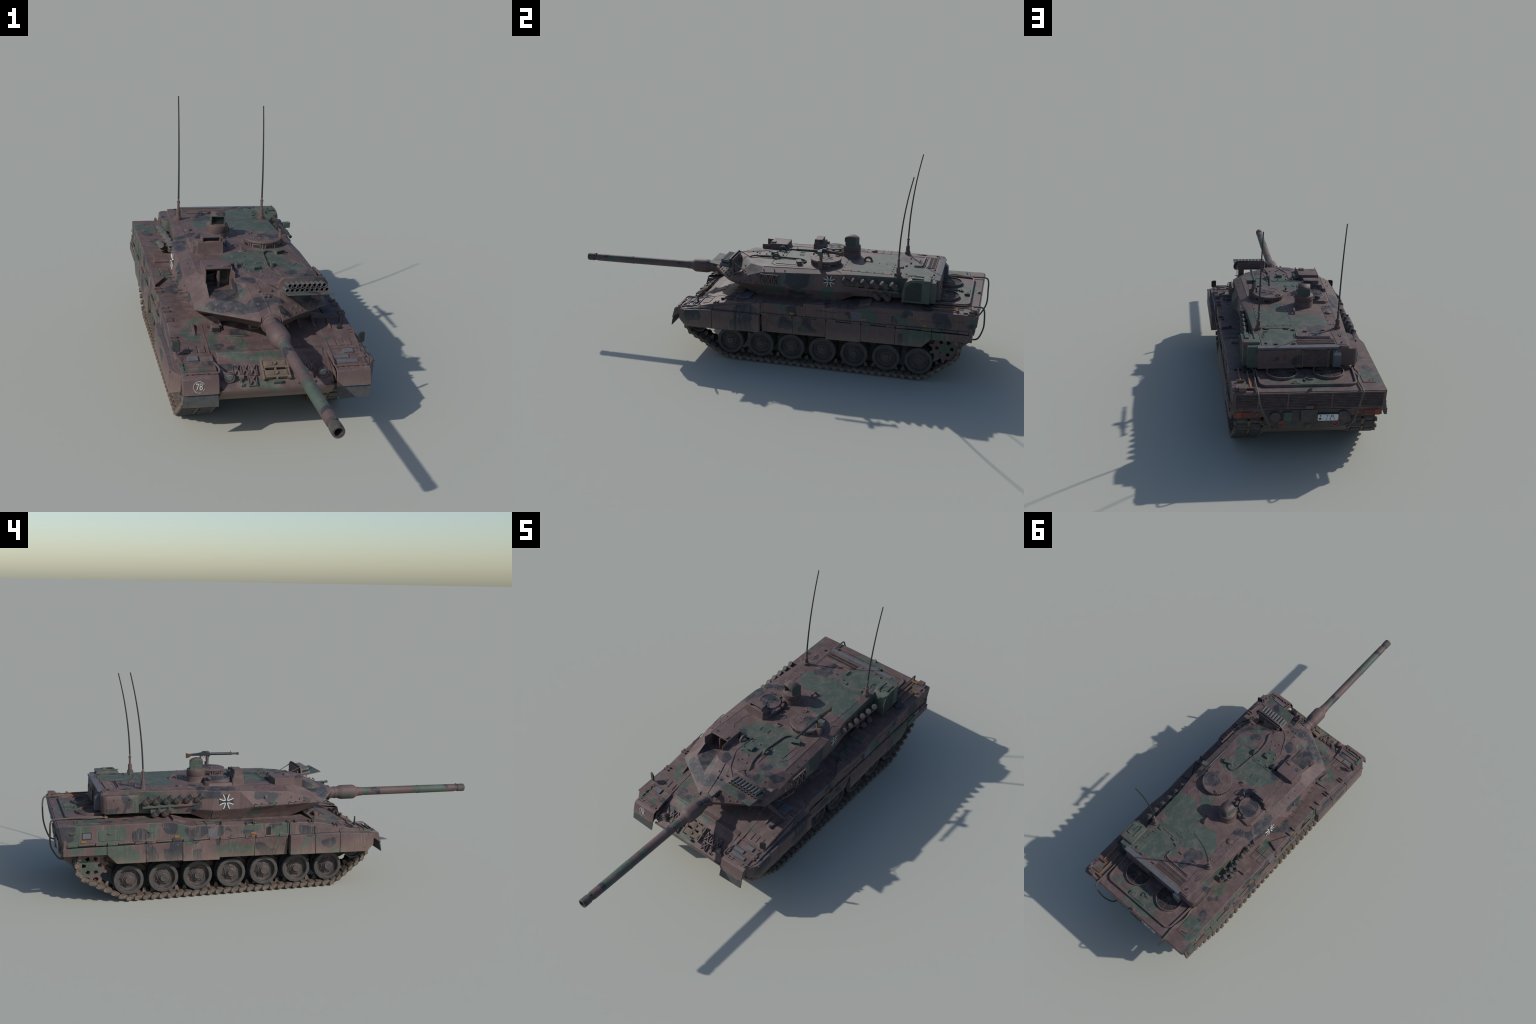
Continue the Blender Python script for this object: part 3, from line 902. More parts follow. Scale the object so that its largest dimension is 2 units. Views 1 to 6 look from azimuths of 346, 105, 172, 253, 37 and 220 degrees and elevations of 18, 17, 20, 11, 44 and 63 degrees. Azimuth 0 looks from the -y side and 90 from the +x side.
# ---- engine deck
ED = .338
def edz(y): return .333 + (y - .516) * .011
path = [(-.203, .78), (-.199, .86)] + [(-.170 + -.026 * cos(a), .902 + .026 * sin(a)) for a in [radians(12 * k) for k in range(8)]] \
     + [(.172 + .026 * sin(a), .902 + .026 * cos(a)) for a in [radians(12 * k) for k in range(8)]] + [(.201, .86), (.205, .78)]
g = Geo().ribbon([(x, y, edz(y) - .001) for x, y in path], (0, 0, 1), .009, .0125)
g.obj("engine_deck_rim", M_DECK, HULLO, bevel=.002)
P = path
Geo().loft([[(x * .985, y - .002, edz(y) - .004) for x, y in P], [(x * .985, y - .002, edz(y) + .0035) for x, y in P]]).obj("engine_deck_plate", M_DECK, HULLO)
for s in (1, -1):
    c = Vector((s * .0975, .815, edz(.815) + .0032))
    fan = Geo().ring(c, (0, 0, 1), .0655, .0605, .0125, 56).obj("fan_rim", M_DECK, HULLO, bevel=.0012)
    Geo().lathe(c, (0, 0, 1), [(0, .0608), (.0012, .0608)], 48).obj("fan_dark_disc", M_DARK, fan)  # flat black disc stands in for the open shaft under the grille
    g = Geo()
    for k in range(10):
        r = .0150 + k * .0047
        g.ring(c + Vector((0, 0, .0045)), (0, 0, 1), r + .0008, r - .0008, .0022, 48)
    for k in range(8):
        a = radians(45 * k + 10)
        d = Vector((cos(a), sin(a), 0))
        g.box(c + d * .036 + Vector((0, 0, .0058)), (.050, .0022, .0028), Matrix.Rotation(a, 3, 'Z'))
    g.lathe(c + Vector((0, 0, .003)), (0, 0, 1), [(0, .012), (.0045, .012), (.006, .008)], 20)
    g.obj("fan_grille", M_RUN, fan)
g = Geo()
g.plan_prism(rounded(.034, .064, .898, .924, .004), ED + .003, ED + .013)
g.lathe((.049, .911, ED + .012), (0, 0, 1), [(0, .0085), (.0025, .0085), (.0025, .006), (.004, .005)], 20)
g.span((-.032, .913, ED + .002), (.034, .921, ED + .006))
g.obj("filler_cap", M_DECK, HULLO, bevel=.0012)
g = Geo()
g.box((.004, .872, ED + .006), (.014, .006, .010)).box((.012, .884, ED + .005), (.006, .014, .008)).box((-.012, .880, ED + .005), (.020, .003, .006)).box((0, .845, ED + .004), (.004, .05, .004))
g.obj("deck_latch", M_DECK, HULLO, bevel=.0008)
# lid on the left rear corner, small fittings
g = Geo().loft([[(x, y, edz(y) - .002) for x, y in rounded(-.283, -.226, .795, .905, .006)], [(x, y, edz(y) + .0022) for x, y in rounded(-.283, -.226, .795, .905, .006)]])
lid = g.obj("deck_hatch", M_DECK, HULLO, bevel=.0008)
Geo().tube([(-.272, .886, .339), (-.272, .886, .347), (-.254, .892, .347), (-.254, .892, .339)], .0014, 6, sub=1).obj("hatch_handle", M_DECK, lid)
Geo().side_prism([(.968, .338), (.952, .338), (.966, .350)], -.006, .006).obj("rear_eye", M_DECK, HULLO)
for s in (1, -1):
    Geo().tube([(s * .296, .94, .2985), (s * .296, .94, .299)], .001, 6, sub=1) if False else None

# tools on the right rear deck: spade and shovel with T grips, box
for x, y0, y1, blade in ((.275, .775, .882, (.032, .050)), (.240, .800, .947, (.034, .045))):
    g = Geo()
    z = edz(.85) + .0065
    g.tube([(x, y0, z), (x, y1, z)], .0036, 8, sub=1)
    g.tube([(x - .016, y1, z + .001), (x + .016, y1, z + .001)], .0052, 8, sub=1)
    sp = g.obj("spade_handle", M_WOOD, HULLO)
    Geo().plan_prism([(x - blade[0] / 2, y0), (x + blade[0] / 2, y0), (x + blade[0] / 2, y0 - blade[1] * .7), (x, y0 - blade[1]), (x - blade[0] / 2, y0 - blade[1] * .7)], z - .004, z + .001).obj("spade_blade", M_STEEL, sp, bevel=.001)
g = Geo().span((.258, .944, ED), (.288, .968, ED + .018)).span((.290, .930, ED), (.310, .960, ED + .006)).box((.270, .925, ED + .003), (.05, .03, .005))
g.box((.296, .945, ED + .010), (.008, .022, .008))
g.obj("tool_box", M_DECK, HULLO, bevel=.0012)

# tow cables looping over the stern
Geo().tube([(-.211, .786, .343), (-.212, .80, .344), (-.220, .84, .345), (-.207, .90, .345), (-.209, .955, .346), (-.210, .985, .344), (-.208, .995, .328), (-.196, .9965, .290), (-.180, .994, .225), (-.164, .965, .170), (-.160, .945, .162)], .0036, 8).obj("tow_cable", M_CABLE, HULLO)
Geo().tube([(.211, .790, .344), (.214, .83, .345), (.216, .90, .345), (.216, .960, .346), (.215, .985, .345), (.212, .995, .332), (.205, .9985, .295), (.180, .996, .235), (.154, .975, .175), (.146, .945, .163)], .0036, 8).obj("tow_cable", M_CABLE, HULLO)
for s in (1, -1):
    g = Geo()
    g.tube([(s * .206, .772, .3435), (s * .213, .765, .3435), (s * .220, .772, .3435), (s * .214, .785, .3435), (s * .212, .800, .345)], .0038, 8)
    g.cyl((s * .213, .772, .336), (s * .213, .772, .352), .0045, n=10)
    g.tube([(s * .146, .950, .165), (s * .165, .952, .172), (s * .185, .950, .180), (s * .195, .948, .188), (s * .190, .95, .196)], .0042, 8)
    g.obj("cable_eye", M_TAN if s < 0 else M_CABLE, HULLO)

# ---- stern
SB = Vector((0, .015, .088)).normalized()          # direction up the slanted stern plate
def stern(x, h, out=0): return Vector((x, .957, .250)) + SB * h + Vector((0, .986, -.168)) * out
SM = Matrix((Vector((1, 0, 0)), Vector((0, .986, -.168)), SB)).transposed()
edges = [-.302, -.209, -.089, .089, .209, .302]
g = Geo()
for x in edges:
    g.box(stern(x, .046, .002), (.005, .007, .076), SM)
g.box(stern(0, .084, .002), (.609, .007, .004), SM).box(stern(0, .008, .002), (.609, .007, .004), SM)
g.obj("stern_frame", M_DECK, HULLO, bevel=.0008)
Geo().box(stern(0, .046, .0004), (.60, .001, .074), SM).obj("stern_backing", M_DARK, HULLO)
slat = None
for a, b in zip(edges, edges[1:]):
    g = Geo()
    for k in range(9):
        g.box(stern((a + b) / 2, .0140 + k * .0081, .0032), (b - a - .004, .0048, .0016), SM @ rotx(-24))
    g.obj("stern_louvre", M_BROWN, HULLO)
Geo().box((0, .966, .266), (.032, .014, .014)).obj("stern_step", M_DECK, HULLO, bevel=.001)
g = Geo()
g.span((-.176, .938, .160), (.176, .950, .245))
g.obj("stern_plate", M_RUN, HULLO, bevel=.002)
for s in (1, -1):
    g = Geo().lathe((s * .137 - .004 * (s < 0), .948, .216), (0, 1, 0), [(0, .023), (.010, .023), (.013, .020), (.0132, .004)], 32)
    g.obj("exhaust_cover", M_RUN, HULLO)
    r = Geo().ring((s * .111, .949, .185), (0, 1, 0), .0145, .0115, .008, 28).obj("reflector_ring", M_DECK, HULLO)
    Geo().lathe((s * .111, .949, .185), (0, 1, 0), [(0, .0118), (.005, .0118), (.006, .009)], 24).obj("reflector", M_RED, r)
    r = Geo().ring((s * .2075, .945, .223), (0, 1, 0), .0125, .0098, .008, 28).obj("reflector_ring", M_DECK, HULLO)
    Geo().lathe((s * .2075, .945, .223), (0, 1, 0), [(0, .0102), (.005, .0102), (.006, .008)], 24).obj("reflector", M_RED, r)
    l = Geo().span((s * .225, .936, .210), (s * .297, .947, .241)).obj("tail_lamp", M_DECK, HULLO, bevel=.0015)
    Geo().span((s * .228, .9465, .2135), (s * .273, .950, .2375)).obj("tail_lamp_glass", M_LAMP, l, bevel=.001)
    Geo().span((s * .2735, .9465, .2135), (s * .294, .950, .2375)).obj("turn_signal_glass", M_AMBER, l, bevel=.001)
    Geo().box((s * .24, .935, .232), (.13, .02, .04)).obj("lamp_bracket", M_DECK, HULLO)
    Geo().box((s * .312, .948, .255), (.012, .012, .05)).box((s * .318, .946, .232), (.012, .02, .03)).obj("stern_corner", M_DECK, HULLO, bevel=.001)
Geo().span((.070, .948, .200), (.104, .962, .238)).tube([(.080, .963, .212), (.080, .963, .230)], .0014, 6).tube([(.096, .963, .212), (.096, .963, .230)], .0014, 6).obj("stern_box", M_GREEN, HULLO, bevel=.0015)
Geo().span((-.034, .948, .192), (.034, .966, .252)).span((-.003, .964, .205), (.001, .968, .240)).obj("coupling_guard", M_RUN, HULLO, bevel=.002)
g = Geo().lathe((0, .944, .176), (0, 1, 0), [(0, .013), (.012, .013), (.014, .009), (.020, .008)], 20)
g.obj("tow_coupling", M_CABLE, HULLO)
# licence plate
pl = Geo().loft([[(x, .9595, z) for x, z in rounded(-.121, -.036, .198, .2265, .005)], [(x, .9625, z) for x, z in rounded(-.121, -.036, .198, .2265, .005)]]).obj("licence_plate", M_WHITE, HULLO)
Geo().span((-.090, .949, .205), (-.066, .960, .220)).obj("plate_bracket", M_DECK, HULLO)

def lettering(txt, size, M, mat, parent, name, depth=.0006, sx=1.):
    cu = bpy.data.curves.new(name, "FONT")
    cu.body, cu.size, cu.extrude = txt, size, depth
    cu.align_x, cu.align_y = "CENTER", "CENTER"
    tmp = bpy.data.objects.new(name, cu)
    bpy.context.scene.collection.objects.link(tmp)
    dg = bpy.context.evaluated_depsgraph_get()
    me = bpy.data.meshes.new_from_object(tmp.evaluated_get(dg))
    bpy.data.objects.remove(tmp)
    bpy.data.curves.remove(cu)
    me.name = name
    me.transform(M @ Matrix.Diagonal((sx, 1, 1, 1)))
    me.materials.clear()
    me.materials.append(mat)
    return put(name, me, parent)
PM = lambda x, z: Matrix(((-1, 0, 0, x), (0, 0, 1, .9627), (0, 1, 0, z), (0, 0, 0, 1)))
lettering("Y  45", .0150, PM(-.087, .2185), M_BLACK, pl, "plate_lettering")
lettering("1  3  1", .0150, PM(-.088, .2060), M_BLACK, pl, "plate_lettering")
for k, m in enumerate((M_BLACK, M_RED, M_GOLD)):
    Geo().span((-.051, .9625, .2115 - k * .0036), (-.041, .9632, .2079 - k * .0036)).obj("plate_flag", m, pl)
Geo().lathe((-.0465, .9625, .2205), (0, 1, 0), [(0, .0032), (.0007, .0032)], 12).obj("plate_seal", M_BLACK, pl)

# ---- hull walls: hatches, handles, markers
def wall_panel(s, y0, y1, z0, z1, mat, name, t=.002, r=.006, bevel=.0008):
    P = rounded(y0, y1, z0, z1, r, 4)
    return Geo().loft([[(s * .3125, a, b) for a, b in P], [(s * (.3135 + t), a, b) for a, b in P]]).obj(name, mat, HULLO, bevel=bevel)
def wall_handle(s, y, z, w, parent=None):
    return Geo().tube([(s * .312, y - w / 2, z + .002), (s * .319, y - w / 2, z), (s * .3205, y, z - .003), (s * .319, y + w / 2, z), (s * .312, y + w / 2, z + .002)], .0014, 6, sub=3).obj("wall_handle", M_HL if s < 0 else M_HR, parent or HULLO)
a = wall_panel(-1, .717, .813, .270, .3125, M_HL, "side_hatch"); wall_handle(-1, .765, .302, .024, a)
a = wall_panel(-1, .523, .674, .259, .3115, M_HL, "side_hatch"); wall_handle(-1, .601, .300, .026, a)
wall_panel(-1, .319, .359, .256, .296, M_GREY, "marking_plate", r=.001)
wall_panel(-1, .844, .877, .282, .306, M_GREY, "side_recess_plate", t=.001, r=.001)  # grey plate over the dark one; no recess is cut
wall_panel(-1, .841, .880, .279, .309, M_DARK, "side_recess_plate", t=.0004, r=.002)  # dark plate laid on the wall to stand in for a recess
for y, z in ((.873, .2705), (.490, .270), (.161, .2645)):
    wall_panel(-1, y - .011, y + .011, z - .0052, z + .0052, M_ORANGE, "side_marker", r=.001)
wall_handle(-1, .915, .310, .026)
arch = [(y, z) for y, z in [(.083, .249), (.103, .249), (.103, .283)] + [(.093 + .010 * cos(radians(a)), .283 + .010 * sin(radians(a))) for a in range(15, 180, 15)] + [(.083, .283)]]
Geo().loft([[(-.3125, y, z) for y, z in arch], [(-.3142, y, z) for y, z in arch]]).obj("foot_recess_plate", M_DARK, HULLO)  # dark arched plate on the wall, imitating a foothold recess
Geo().ribbon([(-.3135, y, z) for y, z in arch[2:] + [arch[0]]][::-1], (-1, 0, 0), .003, .003).obj("arch_rim", M_HL, HULLO)
Geo().ring((-.3125, .404, .276), (-1, 0, 0), .0055, .003, .0025, 14).obj("tie_ring", M_GREY, HULLO)
a = wall_panel(1, .523, .675, .268, .311, M_HR, "side_hatch"); wall_handle(1, .60, .300, .026, a)
wall_panel(1, .421, .470, .261, .305, M_GREY, "marking_plate", r=.001)
for y, z in ((.479, .271), (.748, .273), (.150, .266)):
    wall_panel(1, y - .011, y + .011, z - .0052, z + .0052, M_ORANGE, "side_marker", r=.001)
for y, w in ((.780, .10), (.315, .10)):
    g = Geo().tube([(.312, y - w / 2, .297), (.320, y - w / 2 + .006, .292), (.320, y + w / 2 - .006, .290), (.312, y + w / 2, .294)], .0016, 6, sub=2)
    for k in (-.25, 0, .25):
        g.cyl((.312, y + w * k, .296), (.320, y + w * k, .291), .0014, n=6)
    g.obj("wall_handle", M_HR, HULLO)
wall_handle(1, .90, .306, .026)

# ---- skirts
def zb(y): return .1605 + .0172 * y
for s in (1, -1):
    M_S = M_HL if s < 0 else M_HR
    seams = [.006, .153, .310, .468, .622, .781]
    for k, (a, b) in enumerate(zip(seams, seams[1:])):
        dx = random.uniform(-.0008, .0008)
        xt, xb = ((.3150, .3010), (.3150, .3020), (.3165, .3185), (.3170, .3185), (.3180, .3190))[k]
        b2, a2 = b - .0009, a + .0009
        bot = [(a2, zb(a)), (b2, zb(b))] if k < 4 else [(a2, zb(a)), (.741, zb(.741)), (b2, .213)]
        dz = random.uniform(-.0012, .0008) - (.0025 if k == 2 else 0)
        bot = [(y, z + dz) for y, z in bot]
        poly = bot + [(b2, .2485), (a2, .2485)]
        g = Geo()
        R = []
        for t in (0, .0045):
            R.append([(s * (xt + t + dx + (xb - xt) * (.2485 - z) / .085 + (.0035 * (b - y) / (b - a) * (.2485 - z) / .085 if k == 2 else 0)), y, z) for y, z in poly])
        g.loft(R)
        g.obj("skirt_panel", M_S, HULLO, bevel=.001, seg=1)
        for yy in (a + .020, (a + b) / 2, b - .020):
            rivet(RIV, (s * (xt + .0045 + dx + (xb - xt) * .135), yy, .237), (s, 0, 0), .0034, .0016, 10)
    g = Geo().loft([[(s * (.3205 + t), y, z) for y, z in ((.7825, .214), (.940, .2165), (.942, .2495), (.7825, .2485))] for t in (0, .0045)])
    g.obj("skirt_panel", M_S, HULLO, bevel=.001, seg=1)
    rivet(RIV, (s * .325, .925, .238), (s, 0, 0), .0034, .0016, 10); rivet(RIV, (s * .325, .80, .238), (s, 0, 0), .0034, .0016, 10)
    # hinge line: tubes alternate with flat leaves
    h = Geo()
    for k, (a, b) in enumerate(zip(seams + [.781], seams[1:] + [.942])):
        L = b - a
        if L <= 0: continue
        z = .2515 + .012 * (a + L / 2) * .8
        h.tube([(s * .3195, a + .30 * L, z), (s * .3195, b - .30 * L, z)], .0036, 8, sub=1)
    h.obj("skirt_hinge_pin", M_CABLE, HULLO, stuff=True)
    h = Geo()
    for k, (a, b) in enumerate(zip(seams, seams[1:] + [.942])):
        L = b - a
        z = .2505 + .0096 * (a + L / 2)
        h.box((s * .3175, a + .15 * L, z), (.010, .26 * L, .011)).box((s * .3175, b - .15 * L, z), (.010, .26 * L, .011))
    h.obj("skirt_hinge_leaf", M_S, HULLO, bevel=.0012, stuff=True)
    # heavy armoured skirt at the front
    def section(y):
        top = min(.3015 + .168 * y * 1.0, .3015) if y > -.34 else .2445
        return top
    ys = [.002, -.112, -.226, -.375]
    for k, (a, b) in enumerate(zip(ys, ys[1:])):
        a2, b2 = a - .0008, b + .0008
        g = Geo()
        rings = []
        yl = [a2, b2] if k < 2 else [a2, -.356]
        for y in yl:
            xo = .3385
            lo = .1655 + .020 * y
            hi = .2490 if y > -.24 else .2490 + (y + .226) * .062
            rings.append([(s * .312, y, lo), (s * xo, y, lo), (s * xo, y, hi), (s * .312, y, hi)])
        if k == 2:   # the front end turns in towards the mudguard
            rings.append([(s * .300, -.394, .181), (s * .3085, -.397, .181), (s * .3075, -.397, .2325), (s * .300, -.394, .2325)])
        g.loft(rings)
        g.obj("heavy_skirt", M_S, HULLO, bevel=.0018)
        g = Geo()
        rings = []
        for y in ([a2, b2] if k < 2 else [a2, -.356]):
            t = max(.2440, .3015 + (y * .150 if y > -.12 else -.018 + (y + .12) * .195))
            z0_ = .2502 if y > -.24 else .2422
            xo = .3215 if y > -.24 else .3235
            rings.append([(s * .308, y, z0_), (s * xo, y, z0_), (s * xo, y, t), (s * .308, y, t)])
        if k == 2:
            rings.append([(s * .300, -.394, .2330), (s * .3070, -.396, .2330), (s * .3070, -.396, .2345), (s * .300, -.394, .2345)])
        g.loft(rings)
        g.obj("heavy_skirt_top", M_S, HULLO, bevel=.0012)
        for yy in (a - .016, b + .016):
            rivet(RIV, (s * .3380, yy, .236), (s, 0, 0), .0040, .0018, 12)
            if k < 2: rivet(RIV, (s * .3210, yy, .260), (s, 0, 0), .0040, .0018, 12)
    rivet(RIV, (s * .3380, -.342, .178), (s, 0, 0), .0040, .0018, 12)
    Geo().span((s * .309, .003, .249), (s * .316, .010, .302)).obj("skirt_end_plate", M_S, HULLO)
RIV.obj("hull_bolts", M_BROWN, HULLO, stuff=True)

# number on the left mudguard: a circle with two figures, partly rubbed away
MF = frame((-.2555, -.4212, .2112), (1, 0, 0), (0, -.0465, .027))
MF = Matrix(((1, 0, 0, -.2555), (0, .275, -.961, -.4272), (0, .961, .275, .2085), (0, 0, 0, 1)))
def arc(r, a0, a1, n=30): return [MF @ Vector((r * cos(radians(a0 + (a1 - a0) * k / n)), r * sin(radians(a0 + (a1 - a0) * k / n)), .0004)) for k in range(n + 1)]
g = Geo()
nrm = MF.to_3x3() @ Vector((0, 0, 1))
g.ribbon(arc(.0178, 25, 250), nrm, .0017, .0006)
g.ribbon(arc(.0178, 262, 285, 8), nrm, .0013, .0006)
g.ribbon(arc(.0178, -45, -12, 8), nrm, .0013, .0006)
g.obj("number_circle", M_WORN, HULLO)
lettering("7", .0300, MF @ Matrix.Translation((-.0050, 0, .0007)), M_WORN, HULLO, "number_figure", sx=.78)
lettering("8", .0300, MF @ Matrix.Translation((.0062, 0, .0007)), M_WORN, HULLO, "number_figure", sx=.78)
# ================================================================ RUNNING GEAR
def belt(circles, pitch):
    """even points and tangents on the tight band round the circles (y, z, r)"""
    pts = []
    for y, z, r in circles:
        pts += [(y + r * cos(radians(a)), z + r * sin(radians(a))) for a in range(0, 360, 2)]
    pts = sorted(set(pts))
    def half(seq):
        h = []
        for p in seq:
            while len(h) > 1 and (h[-1][0] - h[-2][0]) * (p[1] - h[-2][1]) - (h[-1][1] - h[-2][1]) * (p[0] - h[-2][0]) <= 0:
                h.pop()
            h.append(p)
        return h
    lo, up = half(pts), half(pts[::-1])
    loop = lo[:-1] + up[:-1]
    n = len(loop)
    seg = [sqrt((loop[(i + 1) % n][0] - loop[i][0]) ** 2 + (loop[(i + 1) % n][1] - loop[i][1]) ** 2) for i in range(n)]
    total = sum(seg)
    count = round(total / pitch)
    step = total / count
    def at(d):
        d %= total
        for i in range(n):
            if d <= seg[i]:
                t = d / seg[i]
                a, b = loop[i], loop[(i + 1) % n]
                return Vector((0, a[0] + (b[0] - a[0]) * t, a[1] + (b[1] - a[1]) * t))
            d -= seg[i]
        return Vector((0, *loop[0]))
    return [(at((k - .5) * step), at((k + .5) * step)) for k in range(count)], step

XT = .2375          # middle of a track
PITCH = .0345
# one link, local axes: x across, y along the track, z outwards
g = Geo()
for sx in (-1, 1):
    g.use(0).plan_prism([(sx * .005, -.0155), (sx * .0525, -.0155), (sx * .0525, .0155), (sx * .005, .0155)][::sx], -.006, .005)
    g.use(1).plan_prism([(sx * .009, -.0125), (sx * .049, -.0125), (sx * .049, .0125), (sx * .009, .0125)][::sx], .005, .0105)
    g.use(0).plan_prism([(sx * .010, -.0125), (sx * .049, -.0125), (sx * .049, .0125), (sx * .010, .0125)][::sx], -.0085, -.006)
    # end connector bridging to the next link
    g.use(0)
    P = [(y, z) for y, z in ((.008, -.0075), (.014, -.0085), (.024, -.0080), (.0270, -.003), (.0270, .004), (.024, .0085), (.010, .0085), (.0065, .004), (.0065, -.003))]
    g.loft([[(sx * .0515, y, z) for y, z in P], [(sx * .0612, y, z) for y, z in P]])
    for yy in (-.0145, .0145):
        g.cyl((sx * .004, yy, 0), (sx * .0525, yy, 0), .0046, n=8)
g.span((-.0055, -.004, -.0065), (.0055, .026, .008))
g.loft([[(x * .0055, y, -.006) for x, y in ((-1, .000), (1, .000), (1, .021), (-1, .021))], [(x * .0030, y, -.026) for x, y in ((-1, .006), (1, .006), (1, .016), (-1, .016))]])
link_mesh = g.mesh("track_link", [M_TRACK, M_RUBBER], angle=40)
for s in (1, -1):
    off = .0 if s < 0 else .040
    w0, w6 = .687 + off, -.194 + off
    track = empty("track", (s * XT, .25, .1))
    links, step = belt([(w6, .085, .0735), (w0, .085, .0735), (.838, .158, .0640), (-.315, .158, .0555), (.62, .178, .045), (-.10, .178, .045)], PITCH)
    first = None
    for a, b in links:
        mid = (a + b) / 2
        d = (b - a).normalized()
        nrm = Vector((0, d.z, -d.y))       # outwards for an anticlockwise belt
        M = Matrix((Vector((1, 0, 0)), d, nrm)).transposed().to_4x4()
        M.translation = Vector((s * XT, mid.y, mid.z))
        if first is None:
            first = bpy.data.objects.new("track_link", link_mesh)
            bpy.context.scene.collection.objects.link(first)
            place(first, M, track)
            bv = first.modifiers.new("bevel", "BEVEL"); bv.width, bv.segments, bv.limit_method = .0011, 1, "ANGLE"
        else:
            copy_of(first, M, track)

# road wheels: local x points outwards, centre between the two discs
def wheel_meshes():
    tyre, rim, hub, disc = Geo(), Geo(), Geo(), Geo()
    for sgn, x0 in ((1, .012), (-1, -.012)):
        X = lambda h: x0 + sgn * h
        tyre.lathe((0, 0, 0), (1, 0, 0), [(X(.001), .0520), (X(.001), .0615), (X(.0025), .0628), (X(.0245), .0628), (X(.0265), .0612), (X(.0270), .0520), (X(.001), .0520)], 56, close_ends=False)
        rim.lathe((0, 0, 0), (1, 0, 0), [(X(.003), .0525), (X(.0262), .0525), (X(.0268), .0505), (X(.0255), .0490), (X(.0100), .0465), (X(.0062), .0425), (X(.0066), .0345), (X(.0120), .0285), (X(.0120), .0005)] + ([(X(.003), .0005)] if 0 else []), 48, close_ends=False)
        rim.lathe((0, 0, 0), (1, 0, 0), [(X(.003), .0525), (X(.0035), .001)], 32, close_ends=False)
    hub.lathe((.012, 0, 0), (1, 0, 0), [(.012, .0265), (.0165, .0255), (.0165, .0205), (.0220, .0195), (.0240, .0160), (.0290, .0150), (.0305, .0135), (.0305, .0110), (.0290, .0105), (.0290, .0003)], 32)
    for k in range(8):
        a = radians(45 * k + 8)
        hub.lathe((.0255, .0320 * cos(a), .0320 * sin(a)), (1, 0, 0), [(-.006, .0026), (.0004, .0026), (.0010, .0018)], 6)
    for k in range(16):
        a = radians(22.5 * k)
        hub.lathe((.0285, .0228 * cos(a), .0228 * sin(a)), (1, 0, 0), [(-.002, .0011), (.0012, .0011)], 6)
    hub.cyl((-.08, 0, 0), (-.01, 0, 0), .016, n=16)
    return (tyre.mesh("tyre", M_RUBBER), rim.mesh("road_wheel", M_RUN), hub.mesh("wheel_hub", M_RUN))
TY, RI, HU = wheel_meshes()
RUNX = .2375
SIDE = {1: Matrix.Identity(3), -1: Matrix.Rotation(pi, 3, 'Z')}
